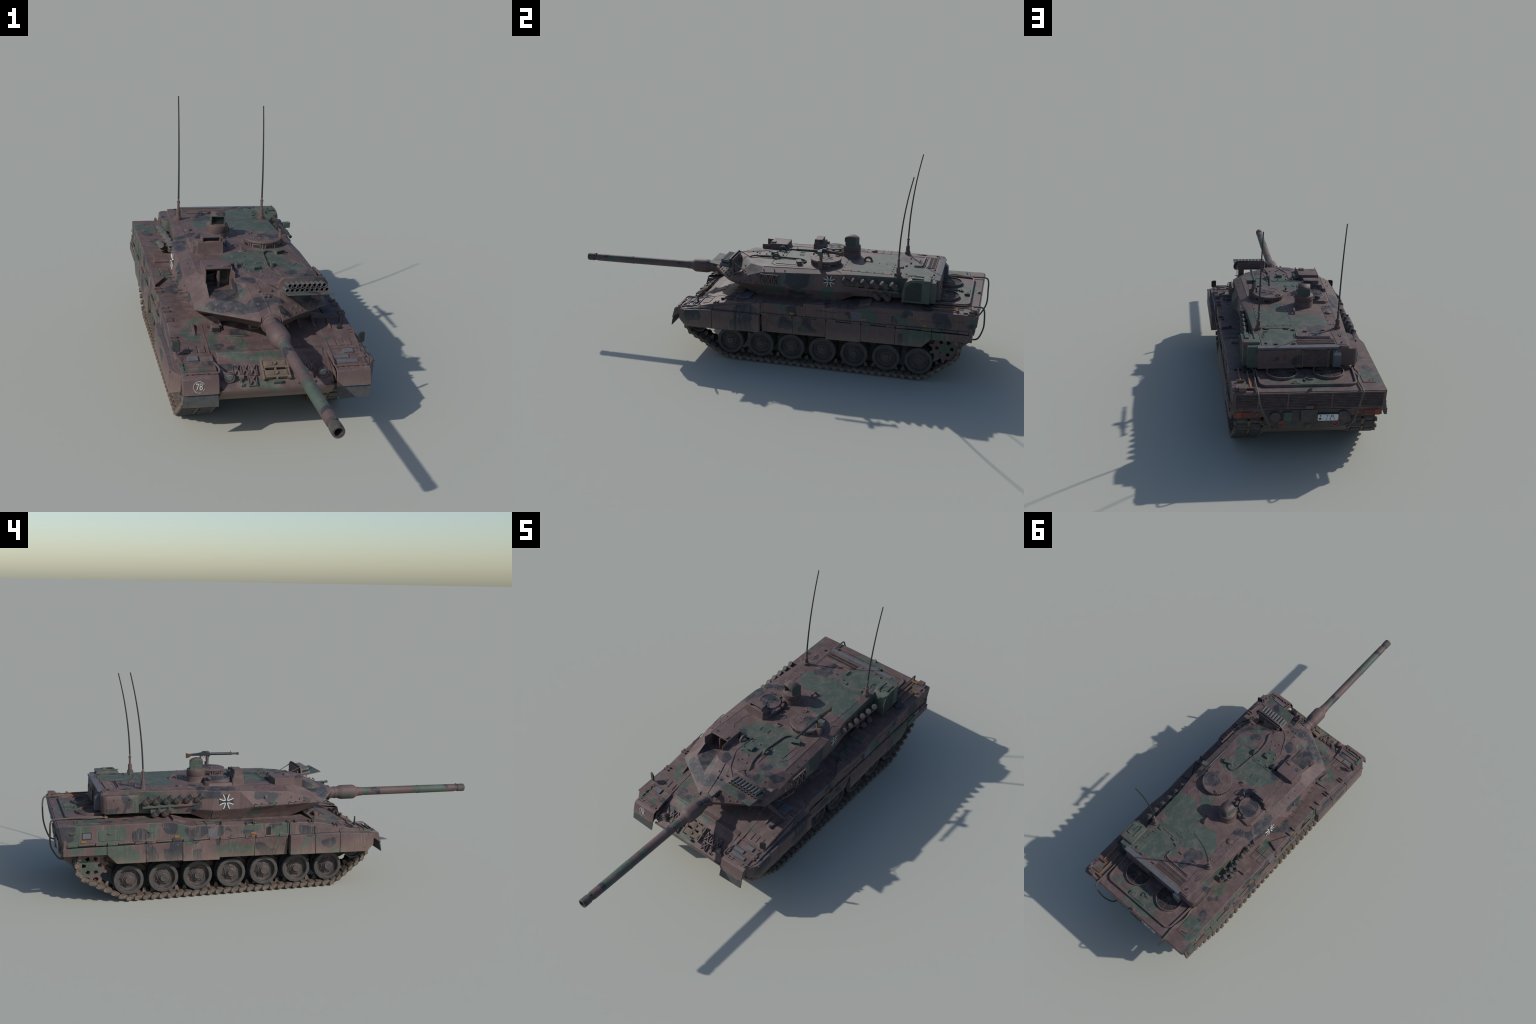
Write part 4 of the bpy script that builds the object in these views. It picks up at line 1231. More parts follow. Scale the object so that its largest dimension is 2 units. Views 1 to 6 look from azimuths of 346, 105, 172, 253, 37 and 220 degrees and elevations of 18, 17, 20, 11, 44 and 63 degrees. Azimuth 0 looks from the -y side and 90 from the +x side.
for s in (1, -1):
    for k in range(7):
        y = .687 - .1468 * k + (.040 if s > 0 else 0)
        M = SIDE[s].to_4x4() @ Matrix.Rotation(radians(random.uniform(0, 360)), 4, 'X')
        M.translation = Vector((s * RUNX, y, .0850))
        w = bpy.data.objects.new("road_wheel", RI); bpy.context.scene.collection.objects.link(w); place(w, M)
        for n, me in (("tyre", TY), ("wheel_hub", HU)):
            o = bpy.data.objects.new(n, me); bpy.context.scene.collection.objects.link(o); place(o, M, w)
        # swing arm behind each wheel
        Geo().tube([(s * .170, y, .0850), (s * .170, y + .075, .135)], .016, 10, sub=1).obj("swing_arm", M_RUN, HULLO)
    # idler
    g = Geo()
    for sgn, x0 in ((1, .012), (-1, -.012)):
        X = lambda h: x0 + sgn * h
        g.lathe((0, 0, 0), (1, 0, 0), [(X(0), .0460), (X(.022), .0460), (X(.0235), .0440), (X(.0225), .0400), (X(.010), .0370), (X(.008), .030), (X(.012), .022), (X(.012), .001)], 40, close_ends=False)
        g.lathe((0, 0, 0), (1, 0, 0), [(X(0), .0460), (X(.001), .001)], 32, close_ends=False)
    g.lathe((.012, 0, 0), (1, 0, 0), [(.010, .016), (.018, .015), (.020, .012), (.020, .0005)], 24)
    g.cyl((-.06, 0, 0), (0, 0, 0), .012)
    me = g.mesh("idler_wheel", M_RUN)
    M = SIDE[s].to_4x4(); M.translation = Vector((s * RUNX, -.315, .158))
    o = bpy.data.objects.new("idler_wheel", me); bpy.context.scene.collection.objects.link(o); place(o, M)
    # drive sprocket: two toothed rings with windows
    g = Geo()
    TEETH = 11
    def tooth_ring(xa, xb, phase):
        out = []
        for k in range(TEETH):
            for da, r in ((-.5, .0520), (-.30, .0530), (-.20, .0565), (-.15, .0655), (-.08, .0675), (.08, .0675), (.15, .0655), (.20, .0565), (.30, .0530)):
                a = 2 * pi * (k + da) / TEETH + phase
                out.append((r * cos(a), r * sin(a)))
        n = len(out)
        inner = [(.0400 * cos(2 * pi * (i / n - .5 / TEETH) + phase), .0400 * sin(2 * pi * (i / n - .5 / TEETH) + phase)) for i in range(n)]
        g.loft([[(xa, *p) for p in inner], [(xa, *p) for p in out], [(xb, *p) for p in out], [(xb, *p) for p in inner], [(xa, *p) for p in inner]], True, False)
    tooth_ring(.030, .038, .10); tooth_ring(-.038, -.030, .10)
    for xa, xb in ((.0305, .0375), (-.0375, -.0305)):
        for k in range(6):      # spokes between the windows
            a0 = radians(60 * k - 16.5 + 30)
            a1 = radians(60 * k + 16.5 + 30)
            A = [(r * cos(a), r * sin(a)) for r, a in ((.022, a0), (.0408, a0), (.0414, (a0 + a1) / 2), (.0408, a1), (.022, a1))]
            g.loft([[(xa, *p) for p in A], [(xb, *p) for p in A]])
    g.lathe((0, 0, 0), (1, 0, 0), [(-.0373, .0250), (.0373, .0250)], 32)
    g.lathe((.0373, 0, 0), (1, 0, 0), [(0, .0245), (.0015, .0240), (.0020, .0150), (.0030, .0145), (.0030, .0005)], 32)
    g.cyl((-.08, 0, 0), (-.03, 0, 0), .030, n=24)
    me = g.mesh("drive_sprocket", M_SPROCKET)
    M = SIDE[s].to_4x4(); M.translation = Vector((s * RUNX, .838, .158))
    o = bpy.data.objects.new("drive_sprocket", me); bpy.context.scene.collection.objects.link(o); place(o, M)
    # return rollers
    for y in (.62, .40, .16, -.10):
        g = Geo().lathe((s * RUNX - .03, y, .185), (1, 0, 0), [(0, .022), (.06, .022)], 24)
        g.obj("return_roller", M_RUN)
    # inner wall of the track bay (final drive side)
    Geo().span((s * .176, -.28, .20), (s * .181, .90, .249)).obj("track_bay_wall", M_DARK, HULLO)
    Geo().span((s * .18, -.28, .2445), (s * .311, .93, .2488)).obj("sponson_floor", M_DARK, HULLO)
# ====================================================================== TURRET
# right half of the armour shell (mirrored): roof edge, cheek edge and belly points
V = {
    "c0": (0, -.288, .382), "c1": (.034, -.291, .376), "p1": (.036, -.300, .363), "p2": (.226, -.179, .365),
    "rc": (0, -.150, .4415), "r1": (.058, -.147, .4415), "r2": (.166, -.082, .4390), "s1": (.196, -.018, .4395),
    "e1": (.2385, -.014, .4215), "e2": (.238, .200, .4330), "e3": (.236, .310, .4365), "e4": (.214, .405, .4400), "e5": (.201, .600, .4430), "e6": (.188, .779, .4435),
    "s2": (.190, .200, .4455), "s3": (.186, .330, .4470), "s4": (.180, .600, .4460), "s6": (.172, .779, .4440),
    "k1": (0, .05, .4450), "k2": (0, .25, .4500), "k3": (0, .45, .4490), "k6": (0, .779, .4435),
    "w2": (.2445, .205, .3570), "w3": (.2425, .325, .3560), "w4": (.2170, .405, .3600),
    "m1": (.263, .140, .3675), "m0": (.249, -.020, .3665),
    "b0": (.196, -.040, .3010), "b1": (.208, .334, .3050), "bm": (.214, .220, .3030), "b2": (.193, .408, .3335), "b6": (.188, .779, .3550),
    "u0": (.038, -.285, .338), "u1": (0, -.285, .338), "u2": (0, -.05, .3000), "u3": (0, .33, .303), "u4": (0, .408, .3335), "u6": (0, .779, .355),
}
F = [
    ("c0", "c1", "r1", "rc"), ("c1", "p1", "p2", "r2"), ("c1", "r2", "r1"), ("r2", "p2", "e1", "s1"),
    ("rc", "r1", "k1"), ("r1", "r2", "s1", "k1"), ("k1", "s1", "s2", "k2"), ("k2", "s2", "s3", "k3"), ("k3", "s3", "s4"), ("k3", "s4", "s6", "k6"),
    ("s1", "e1", "e2", "s2"), ("s2", "e2", "e3", "s3"), ("s3", "e3", "e4"), ("s3", "e4", "e5", "s4"), ("s4", "e5", "e6", "s6"),
    ("e1", "p2", "m0"), ("e1", "m0", "m1", "e2"), ("p2", "b0", "m0"), ("m0", "b0", "bm", "m1"), ("m1", "w2", "e2"), ("m1", "bm", "w2"),
    ("e2", "w2", "w3", "e3"), ("w2", "bm", "b1", "w3"), ("e3", "w3", "w4", "e4"), ("w3", "b1", "b2", "w4"), ("e4", "w4", "e5"), ("w4", "b2", "b6", "e5"), ("e5", "b6", "e6"), ("e6", "b6", "u6", "k6", "s6"),
    ("p2", "p1", "u0", "b0"), ("p1", "c1", "u0"), ("c0", "u1", "u0", "c1"), ("u0", "u1", "u2", "b0"),
    ("b0", "u2", "u3", "b1", "bm"), ("b1", "u3", "u4", "b2"), ("b2", "u4", "u6", "b6"),
]
names = list(V)
g = Geo()
# flat facets only: split larger polygons into triangles
def facets(sx):
    fs = []
    for f in F:
        idx = [names.index(n) for n in f]
        fs.append(idx if sx > 0 else idx[::-1])
    # the right cheek is a little narrower than the left
    slim = {"e1": .008, "e2": .010, "e3": .015, "e4": .006, "w2": .016, "w3": .020, "w4": .006, "m1": .010, "m0": .009, "p2": .006, "bm": .006, "b1": .006}
    g.add([(sx * (V[n][0] - (slim.get(n, 0) if sx > 0 else (-.006 if n == "p2" else 0))), V[n][1], V[n][2]) for n in names], fs)
facets(1); facets(-1)
me = g.mesh("turret", TURRET, angle=13)
# notch for the gunner's sight in the left cheek
cut = Geo().span((-.178, -.26, .3965), (-.0855, -.012, .50)).mesh("notch", M_DARK)
to = bpy.data.objects.new("turret_work", me); bpy.context.scene.collection.objects.link(to)
co = bpy.data.objects.new("notch_work", cut); bpy.context.scene.collection.objects.link(co)
bo = to.modifiers.new("b", "BOOLEAN"); bo.operation, bo.object, bo.solver = "DIFFERENCE", co, "EXACT"
me2 = bpy.data.meshes.new_from_object(to.evaluated_get(bpy.context.evaluated_depsgraph_get()))
bpy.data.objects.remove(to); bpy.data.objects.remove(co); bpy.data.meshes.remove(cut); bpy.data.meshes.remove(me)
me2.name = "turret"
me2.materials.clear()
for m in TURRET: me2.materials.append(m)
for p in me2.polygons:
    p.material_index = 1 if p.normal.x < -.72 and p.center.x < -.15 else 2 if p.normal.x > .72 and p.center.x > .15 else 0
me2.polygons.foreach_set("use_smooth", [True] * len(me2.polygons))
me2.set_sharp_from_angle(angle=radians(13))
TO = put("turret", me2, bevel=.0022)

RV = Geo()
def roofz(x, y):
    """height of the roof skin at (x, y)"""
    ax = abs(x)
    if y < -.15 or ax > .166 + .03 * min(1, max(0, (y + .08) / .06)) and y < -.0:
        # sloping cheek: distance from its leading edge
        d = (.036 - ax) * -.53 * -1 if False else 0
        off = (Vector((ax, y)) - Vector((.036, -.300))).dot(Vector((-.53, .848)))
        return min(.441, .363 + .655 * off)
    zc = .4415 + (.4500 - .4415) * min(1, max(0, (y + .15) / .40)) if y < .25 else .4500 - .0065 * max(0, (y - .25) / .53)
    zs = .4395 + .0070 * min(1, max(0, (y + .05) / .38)) if y < .33 else .447 - .003 * (y - .33) / .45
    t = min(1, ax / .19)
    return zc + (zs - zc) * t
def roof(x, y, n=0): return Vector((x, y, roofz(x, y) + n))
UP = Vector((0, 0, 1))

def roof_panel(xy, t, name, bevel=.0006, mat=None, sub=None):
    return Geo().loft([[roof(x, y, -.003) for x, y in xy], [roof(x, y, t) for x, y in xy]]).obj(name, mat or M_ROOF, TO, bevel=bevel, seg=1)

# ---- rivets on the front plates and roof
CN = Vector((.53, -.848, 1.5)).normalized()
def cheek(s, a, b, n=0):
    """point on a cheek: a along the leading edge from the gun (m), b up the slope in plan"""
    e = Vector((.036, -.300, .363)) + Vector((.844, .537, .009)) * a
    p = e + Vector((-.53, .848, .655)) * b
    p.x *= s
    return p + Vector((CN.x * s, CN.y, CN.z)) * n
for s in (1, -1):
    for a, b in ((.015, .012), (.04, .012), (.07, .012), (.10, .012), (.13, .012), (.16, .012), (.19, .012), (.035, .030), (.065, .026), (.095, .028), (.13, .028), (.165, .028), (.195, .032), (.03, .055), (.06, .052), (.10, .055), (.19, .060), (.205, .09), (.02, .085), (.045, .10)):
        q = cheek(s, a, b)
        if s < 0 and -.18 < q.x < -.083 and q.z > .39: continue
        rivet(RV, q, (CN.x * s, CN.y, CN.z), .0040, .0036)
    for y in (-.01, .04, .09):
        rivet(RV, (s * .215, y, .431 + .004 * (y > 0)), (s * .3, 0, 1), .003)
    for y, z in ((.07, .400), (-.03, .398), (-.07, .389), (.02, .412)):
        rivet(RV, (s * (.2385 + (.4215 - z) * .19 if y > -.02 else .243), y, z), (s, -.1, .2), .0030, .003)
Geo().cyl((-.2445, .088, .405), (-.2505, .088, .406), .0055, n=16).obj("side_stud", M_GREY, TO)
# centre plate edges
Geo().ribbon([roof(-.033, .047, 0), roof(-.037, -.06, 0), cheek(-1, .004, .125, 0), ], UP, .003, .0022).obj("roof_strip", M_ROOF, TO)
Geo().ribbon([roof(.074, .050, 0), roof(.080, -.05, 0), (.088, -.118, roofz(.07, -.09) - .008)], UP, .003, .0022).obj("roof_strip", M_ROOF, TO)
Geo().ribbon([roof(-.070, .046, 0), roof(-.033, .047, 0), roof(.074, .046, 0)], UP, .0028, .0018).obj("roof_strip", M_ROOF, TO)
Geo().ribbon([(.0, -.288, .3825), (-.01, -.20, .4205), (-.022, -.150, .4425)], (0, -.4, .9), .0026, .0018).obj("weld_seam", M_ROOF, TO)
for x, y in ((-.02, .03), (.02, .033), (.055, .034), (-.02, -.045), (.02, -.05), (.06, -.045), (.005, -.10), (.045, -.09), (-.01, -.125), (.015, -.085), (-.028, -.02), (.066, -.01)):
    rivet(RV, roof(x, y), UP, .0038, .0044)
# right-hand roof hatch outline in two steps
roof_panel([(.088, .020), (.146, .030), (.150, .120), (.088, .130)], .0022, "roof_plate")
for pts in ([(.086, .006), (.148, .010), (.170, .040), (.168, .205)],):
    Geo().ribbon([roof(x, y, -.0005) for x, y in pts], UP, .0026, .0020).obj("roof_strip", M_ROOF, TO)
# seam along the left roof edge
Geo().ribbon([roof(-.133, .158, -.0002), roof(-.148, .135, -.0002), roof(-.152, .065, -.0002), roof(-.132, .030, -.0002)], UP, .0026, .0018).obj("roof_strip", M_ROOF, TO)
for s in (1, -1):
    Geo().ribbon([(s * .196, -.016, .4398), (s * .1905, .200, .4458), (s * .1865, .330, .4473), (s * .200, .352, .4455)], UP, .0018, .0008).obj("weld_seam", M_ROOF, TO)
# big rear roof plates with bolts
def bolted_plate(x0, x1, y0, y1, r, nx, ny, name):
    P = rounded(x0, x1, y0, y1, r)
    roof_panel(P, .0018, name)
    for k in range(nx):
        x = x0 + .010 + (x1 - x0 - .020) * k / (nx - 1)
        rivet(RV, roof(x, y0 + .007), UP, .0034, .0042); rivet(RV, roof(x, y1 - .007), UP, .0034, .0042)
    for k in range(1, ny):
        y = y0 + .010 + (y1 - y0 - .02) * k / ny
        rivet(RV, roof(x0 + .007, y), UP, .0034, .0042); rivet(RV, roof(x1 - .007, y), UP, .0034, .0042)
bolted_plate(.020, .176, .345, .580, .012, 5, 6, "roof_plate")
bolted_plate(-.182, -.134, .366, .576, .012, 3, 5, "roof_plate")
Geo().lathe(roof(-.154, .448), UP, [(0, .0145), (.007, .0135), (.009, .011), (.010, .004)], 28).obj("roof_dome", M_ROOF, TO)
# gutter bar in front of the bustle lid with two clamps
Geo().ribbon([roof(.160, .598), roof(.038, .601)], UP, .007, .0035).obj("lid_hinge", M_ROOF, TO, bevel=.0008)
for x in (.142, .057):
    Geo().box(roof(x, .606, .004), (.018, .008, .006)).cyl(roof(x - .010, .612, .004), roof(x + .010, .612, .004), .004, n=10).obj("lid_clamp", M_ROOF, TO, bevel=.0008)
for x, y, a in ((.150, .640, 20), (.030, .625, -15), (.12, .760, 0), (.045, .757, 0), (-.10, .63, 10), (-.02, .640, -8)):
    Geo().box(roof(x, y, .003), (.018, .005, .007), rotz(a)).obj("roof_cleat", M_ROOF, TO, bevel=.0008)
# bustle side lids
for s in (1, -1):
    P = [(s * .132, .640), (s * .182, .640), (s * .179, .768), (s * .138, .768)][::s]
    p = roof_panel(P, .0020, "bustle_lid")
    Geo().tube([roof(s * .165, .655, .003), roof(s * .158, .680, .003), roof(s * .166, .700, .003), roof(s * .170, .675, .003)], .0011, 5, sub=3).obj("lid_handle", M_STEEL, p)
    Geo().box(roof(s * .160, .752, .003), (.006, .013, .006), rotz(25 * s)).obj("lid_latch", M_STEEL, p)
# bent rail and cooling grid
Geo().tube([roof(.022, .662, .004), roof(.024, .690, .004), roof(.010, .697, .004), roof(-.118, .699, .004)], .0042, 8, sub=1).obj("roof_rail", M_ROOF, TO)
Geo().tube([roof(.030, .660, .002), roof(.033, .696, .002), roof(.018, .706, .002), roof(-.122, .708, .002)], .0020, 6, sub=1).obj("roof_rail", M_ROOF, TO)
Geo().tube([roof(-.032, .676, 0), roof(-.034, .684, .012), roof(-.060, .684, .012), roof(-.062, .676, 0)], .0013, 6, sub=3).obj("roof_handle", M_STEEL, TO)
Geo().plan_prism([(-.131, .721), (.027, .721), (.027, .757), (-.131, .757)], .4438, .4452).obj("grid_bed", M_DARK, TO)
g = Geo()
for y in (.7215, .739, .7565):
    g.span((-.131, y - .0013, .4440), (.027, y + .0013, .4476))
for k in range(33):
    x = -.130 + k * .0049
    g.span((x - .0007, .7215, .4440), (x + .0007, .7565, .4472))
g.obj("roof_grid", M_ROOF, TO)

# ---- lifting eyes
for x, y in ((-.059, .011), (.068, .012), (.001, .442)):
    g = Geo()
    z = roofz(x, y) - .001
    n = 12
    outer = [(y + .021 * cos(pi * k / n), z + .024 * sin(pi * k / n)) for k in range(n + 1)]
    inner = [(y + .0125 * cos(pi * k / n), z + .014 * sin(pi * k / n)) for k in range(n + 1)]
    ring = []
    for (a, b), (c, d) in zip(outer, inner):
        ring.append([(x - .0045, a, b), (x + .0045, a, b), (x + .0045, c, d), (x - .0045, c, d)])
    g.loft(ring)
    g.box((x, y + .024, z + .001), (.022, .004, .004)).box((x, y, z + .0008), (.016, .050, .002))
    g.obj("lifting_eye", M_ROOF, TO, bevel=.001)

# ---- small roof fittings
g = Geo().side_prism([(-.028, .4405), (-.024, .456), (.000, .457), (.006, .4405)], -.003, .021)
v = g.obj("roof_vent", M_GREEN, TO, bevel=.0012)
Geo().box((.009, -.0272, .448), (.014, .002, .010)).obj("vent_dark_plate", M_DARK, v)  # dark plate set on the vent front in place of an opening
g = Geo().lathe(roof(.001, .179, -.001), UP, [(0, .0155), (.0035, .0150), (.005, .0060), (.005, .0042), (.0165, .0042), (.017, .003)], 24)
g.obj("wind_sensor", M_ROOF, TO)
g = Geo()
R = rotz(22)
c = roof(.132, .137)
g.box(c + Vector((0, 0, .001)), (.050, .032, .003), R).box(c + Vector((0, 0, .009)), (.038, .020, .014), R).box(c + Vector((0, -.0, .0165)), (.040, .024, .002), R)
jb = g.obj("junction_box", M_GREEN, TO, bevel=.001)
Geo().box(c + R @ Vector((0, -.0105, .009)), (.030, .001, .009), R).obj("box_dark_plate", M_DARK, jb)  # thin dark plate imitates an opening; the box is solid
Geo().tube([c + Vector((-.012, .010, .008)), roof(.112, .160, .004), roof(.090, .160, .004), roof(.072, .135, .004), roof(.066, .090, .004), roof(.060, .035, .004), roof(.056, -.01, .004), roof(.062, -.065, .004), roof(.078, -.105, .006), (.088, -.135, .428), (.092, -.160, .424)], .0036, 8).obj("roof_cable", M_RUBBER, TO)
for x, y in ((-.045, .115), (-.005, .120)):
    Geo().box(roof(x, y, .001), (.008, .022, .003), rotz(8)).obj("roof_cleat", M_ROOF, TO)

# ---- gunner's sight housing in the left cheek
g = Geo()
x0, x1, y0, y1, z0, z1 = -.180, -.0835, -.060, .027, .395, .468
g.span((x0, y0, z0), (x0 + .005, y1, z1)); g.span((x1 - .005, y0, z0), (x1, y1, z1))
g.span((x0 + .0045, y1 - .004, .43), (x1 - .0045, y1, z1 - .0005)); g.span((x0 + .0045, y0 + .0005, z1 - .006), (x1 - .0045, y1 - .0035, z1 - .0003))
g.span((-.118, -.058, z1 - .001), (-.094, -.036, z1 + .006))
sight = g.obj("gunner_sight_housing", M_ROOF, TO, bevel=.0012)
Geo().span((x0 + .005, -.020, .396), (x1 - .005, -.012, z1 - .006)).obj("sight_back", M_BROWN, sight)
Geo().box((-.152, -.0215, .428), (.036, .002, .050)).obj("sight_window", M_GLASS, sight)
Geo().box((-.110, -.0215, .432), (.034, .002, .042)).obj("sight_window", M_GLASS, sight)
Geo().box((-.1305, -.040, .425), (.006, .04, .060)).obj("sight_pillar", M_BROWN, sight)
for x, a, name in ((x0 + .004, -10, "sight_door"), (x1 - .003, 6, "sight_door")):
    c = Vector((x, -.061, .430))
    R = rotz(a)
    Geo().box(c + R @ Vector((0, -.018, .001)), (.0035, .038, .062), R).obj(name, M_ROOF, sight, bevel=.001)

# ---- commander's station (left)
CC = (-.110, .262)
P = [(-.060, .322), (-.160, .335), (-.176, .322), (-.178, .190), (-.166, .172), (-.070, .166), (-.056, .190)]
g = Geo().loft([[(x * 1.03, y + (-.004 if y < .2 else .004), roofz(x, y) - .004) for x, y in P], [(x, y, .4590) for x, y in P]])
plinth = g.obj("commander_plinth", M_ROOF, TO, bevel=.0025)
g = Geo().lathe((*CC, .456), UP, [(0, .0565), (.006, .0565), (.008, .0545), (.008, .0510), (.010, .0505), (.0145, .0500), (.0165, .0480), (.0165, .0440), (.0150, .0425), (.0150, .0005)], 56)
ch = g.obj("commander_hatch", M_ROOF, plinth)
def star(c, z, r1, r2, n, mat, parent, w=.0022, rot=0):
    pts = []
    for k in range(n):
        for da, r in ((-.20, r2 * 1.05), (-.085, r1 * .93), (0, r1), (.085, r1 * .93), (.20, r2 * 1.05)):
            a = 2 * pi * (k + da) / n + rot
            pts.append((c[0] + r * cos(a), c[1] + r * sin(a), z))
    return Geo().ribbon(pts, UP, w, .0018, closed=True).obj("hatch_star", mat, parent)
star(CC, .4708, .030, .014, 6, M_ROOF, ch, rot=.3)
Geo().tube([(-.122, .305, .470), (-.122, .320, .476), (-.138, .318, .474), (-.146, .306, .470)], .0022, 6).box((-.130, .312, .471), (.016, .012, .010)).obj("hatch_hinge", M_ROOF, ch)
g = Geo()
g.loft([[(-.168, .164, .444), (-.070, .160, .444), (-.070, .215, .444), (-.168, .219, .444)], [(-.165, .166, .489), (-.072, .162, .489), (-.072, .205, .489), (-.165, .209, .489)]])
hood = g.obj("commander_periscope", M_ROOF, plinth, bevel=.0015)
g = Geo().span((-.149, .166, .488), (-.144, .202, .506)).span((-.085, .164, .488), (-.080, .202, .506)).span((-.149, .165, .504), (-.080, .202, .5075)).span((-.146, .196, .488), (-.083, .201, .505))
g.obj("periscope_hood", M_ROOF, hood, bevel=.0008)
Geo().span((-.1445, .186, .489), (-.0845, .197, .504)).obj("periscope_glass", M_GLASS, hood)
Geo().span((-.182, .170, .440), (-.166, .220, .474)).obj("periscope_wing", M_ROOF, hood, bevel=.0012)
g = Geo()
for k in range(5):      # vision blocks on the inner side
    a = radians(-45 + 32 * k)
    c = Vector((CC[0] + .060 * cos(a), CC[1] + .060 * sin(a), .462))
    g.box(c, (.012, .022, .014), Matrix.Rotation(a, 3, 'Z'))
g.obj("vision_block", M_ROOF, plinth, bevel=.001)
g = Geo().box((-.050, .215, .470), (.007, .030, .014), rotz(-20))
g.tube([(-.052, .195, .452), (-.046, .200, .484), (-.046, .222, .488), (-.056, .232, .470)], .0016, 6)
g.obj("hatch_grip", M_GREY, plinth, bevel=.001)

# ---- loader's station (right)
LC = (.096, .258)
g = Geo().lathe((*LC, .443), UP, [(0, .0735), (.004, .072), (.006, .066), (.024, .065)], 56)
cup = g.obj("loader_cupola", M_ROOF, TO)
g = Geo().lathe((*LC, .4665), UP, [(0, .066), (.0015, .0715), (.006, .0722), (.0088, .0700), (.0088, .0510), (.0078, .0500), (.0078, .0005)], 64)
lid = g.obj("loader_hatch", M_ROOF, cup)
star((LC[0] - .002, LC[1] + .002), .4740, .034, .015, 6, M_ROOF, lid, rot=.15)
for k in range(9):
    a = radians(-160 + 40 * k)
    R = Matrix.Rotation(a, 3, 'Z')
    c = Vector((LC[0] + .0655 * cos(a), LC[1] + .0655 * sin(a), .4565))
    b = Geo().box(c, (.006, .032, .0155), R).obj("vision_block", M_ROOF, cup, bevel=.001)
    Geo().box(c + R @ Vector((.0032, 0, 0)), (.001, .025, .0105), R).obj("vision_glass", M_GLASS, b)
g = Geo()
for k in range(9):
    a = radians(-180 + 40 * k)
    g.cyl((LC[0] + .069 * cos(a), LC[1] + .069 * sin(a), .446), (LC[0] + .069 * cos(a), LC[1] + .069 * sin(a), .467), .0022, n=6)
g.tube([(.060, .296, .474), (.062, .306, .482), (.048, .310, .482), (.046, .300, .474)], .0018, 6)
g.box((.057, .303, .475), (.022, .010, .006), rotz(35))
g.obj("hatch_hinge", M_ROOF, cup)

# ---- machine gun on its post
mg = Geo().cyl((.166, .248, .452), (.166, .248, .472), .0100, n=16).cyl((.166, .248, .468), (.164, .248, .500), .0070, n=14).cyl((.164, .248, .498), (.163, .248, .515), .0082, n=12).box((.176, .248, .464), (.014, .017, .044))
post = mg.obj("gun_post", M_ROOF, TO, bevel=.0008)
def G(t, dx=0, dz=0): return Vector((.1605 + dx, .345 - .247 * t, .5265 - .005 * t + dz))
g = Geo()
g.cyl(G(.42), G(.86), .0062, n=14).cyl(G(.86), G(.92), .0050, .0042, n=12).cyl(G(.92), G(1.0), .0044, n=12)
g.cyl(G(.955), G(1.0), .0058, n=12)
g.loft([[G(t, -.0052 * w, -.008), G(t, .0052 * w, -.008), G(t, .0052 * w, h), G(t, -.0052 * w, h)] for t, w, h in ((.10, .75, .002), (.20, .9, .004), (.30, 1.1, .009), (.345, 1.2, .0115), (.42, 1.1, .007), (.44, 1.0, .004))])
g.box(G(.33, 0, .010), (.010, .020, .006)).box(G(.84, 0, .009), (.0016, .003, .009)).box(G(.42, 0, -.004), (.014, .008, .014))
gun = g.obj("machine_gun", M_STEEL, post, bevel=.0006, seg=1)
g = Geo().loft([[G(t, -.0035, a), G(t, .0035, a), G(t, .0035, b), G(t, -.0035, b)] for t, a, b in ((-.02, -.017, .006), (.0, -.018, .004), (.045, -.015, .001), (.07, -.009, .002), (.11, -.008, .002))])
g.obj("gun_stock", M_STOCK, gun, bevel=.0012)
Geo().box(G(.255, 0, -.016), (.006, .008, .018), rotx(18)).obj("pistol_grip", M_STOCK, gun, bevel=.001)
Geo().tube([G(.29, 0, -.008), G(.30, 0, -.015), G(.33, 0, -.015), G(.34, 0, -.008)], .0010, 5).obj("trigger_guard", M_STEEL, gun)
g = Geo().box((.183, .246, .522), (.026, .018, .018), rotz(8)).box((.172, .247, .515), (.014, .010, .006)).box((.183, .246, .5315), (.028, .020, .002), rotz(8))
g.obj("ammunition_box", M_GREEN, gun, bevel=.001)

# ---- panoramic sight
g = Geo().lathe((-.0575, .353, .441), UP, [(0, .0465), (.004, .0445), (.012, .0425), (.030, .0410), (.0310, .0400), (.0325, .0410), (.055, .0412), (.060, .0400), (.062, .0370), (.062, .0005)], 56)
pano = g.obj("panoramic_sight", M_ROOF, TO)
g = Geo()
R = rotz(-9)
C0 = Vector((-.0565, .351, 0))
def hp(x, y, z): return C0 + R @ Vector((x, y, 0)) + Vector((0, 0, z))
prof = [(.0285, .502), (.0285, .5350), (.018, .5425), (.004, .5475), (-.012, .5470), (-.024, .5425), (-.0275, .5400)]
wall = [(.0285, .502)] + prof[1:] + [(-.0275, .522), (-.0235, .520), (-.0235, .502)]
g.loft([[hp(-.027, y, z) for y, z in wall], [hp(-.0225, y, z) for y, z in wall]])
g.loft([[hp(.0225, y, z) for y, z in wall], [hp(.027, y, z) for y, z in wall]])
top = prof[1:] + [(y, z - .005) for y, z in prof[:0:-1]]
g.loft([[hp(-.0228, y, z) for y, z in top], [hp(.0228, y, z) for y, z in top]])
g.loft([[hp(-.0228, y, z) for y, z in ((.0280, .502), (.0280, .5345), (-.004, .533), (-.008, .502))], [hp(.0228, y, z) for y, z in ((.0280, .502), (.0280, .5345), (-.004, .533), (-.008, .502))]])
g.loft([[hp(x, y, .5025) for x, y in ((-.029, .012), (-.029, -.018), (-.027, -.018), (-.027, .012))], [hp(x, y, .520) for x, y in ((-.029, .012), (-.029, -.018), (-.027, -.018), (-.027, .012))]])
hd = g.obj("sight_head", M_GREEN, pano, bevel=.001)
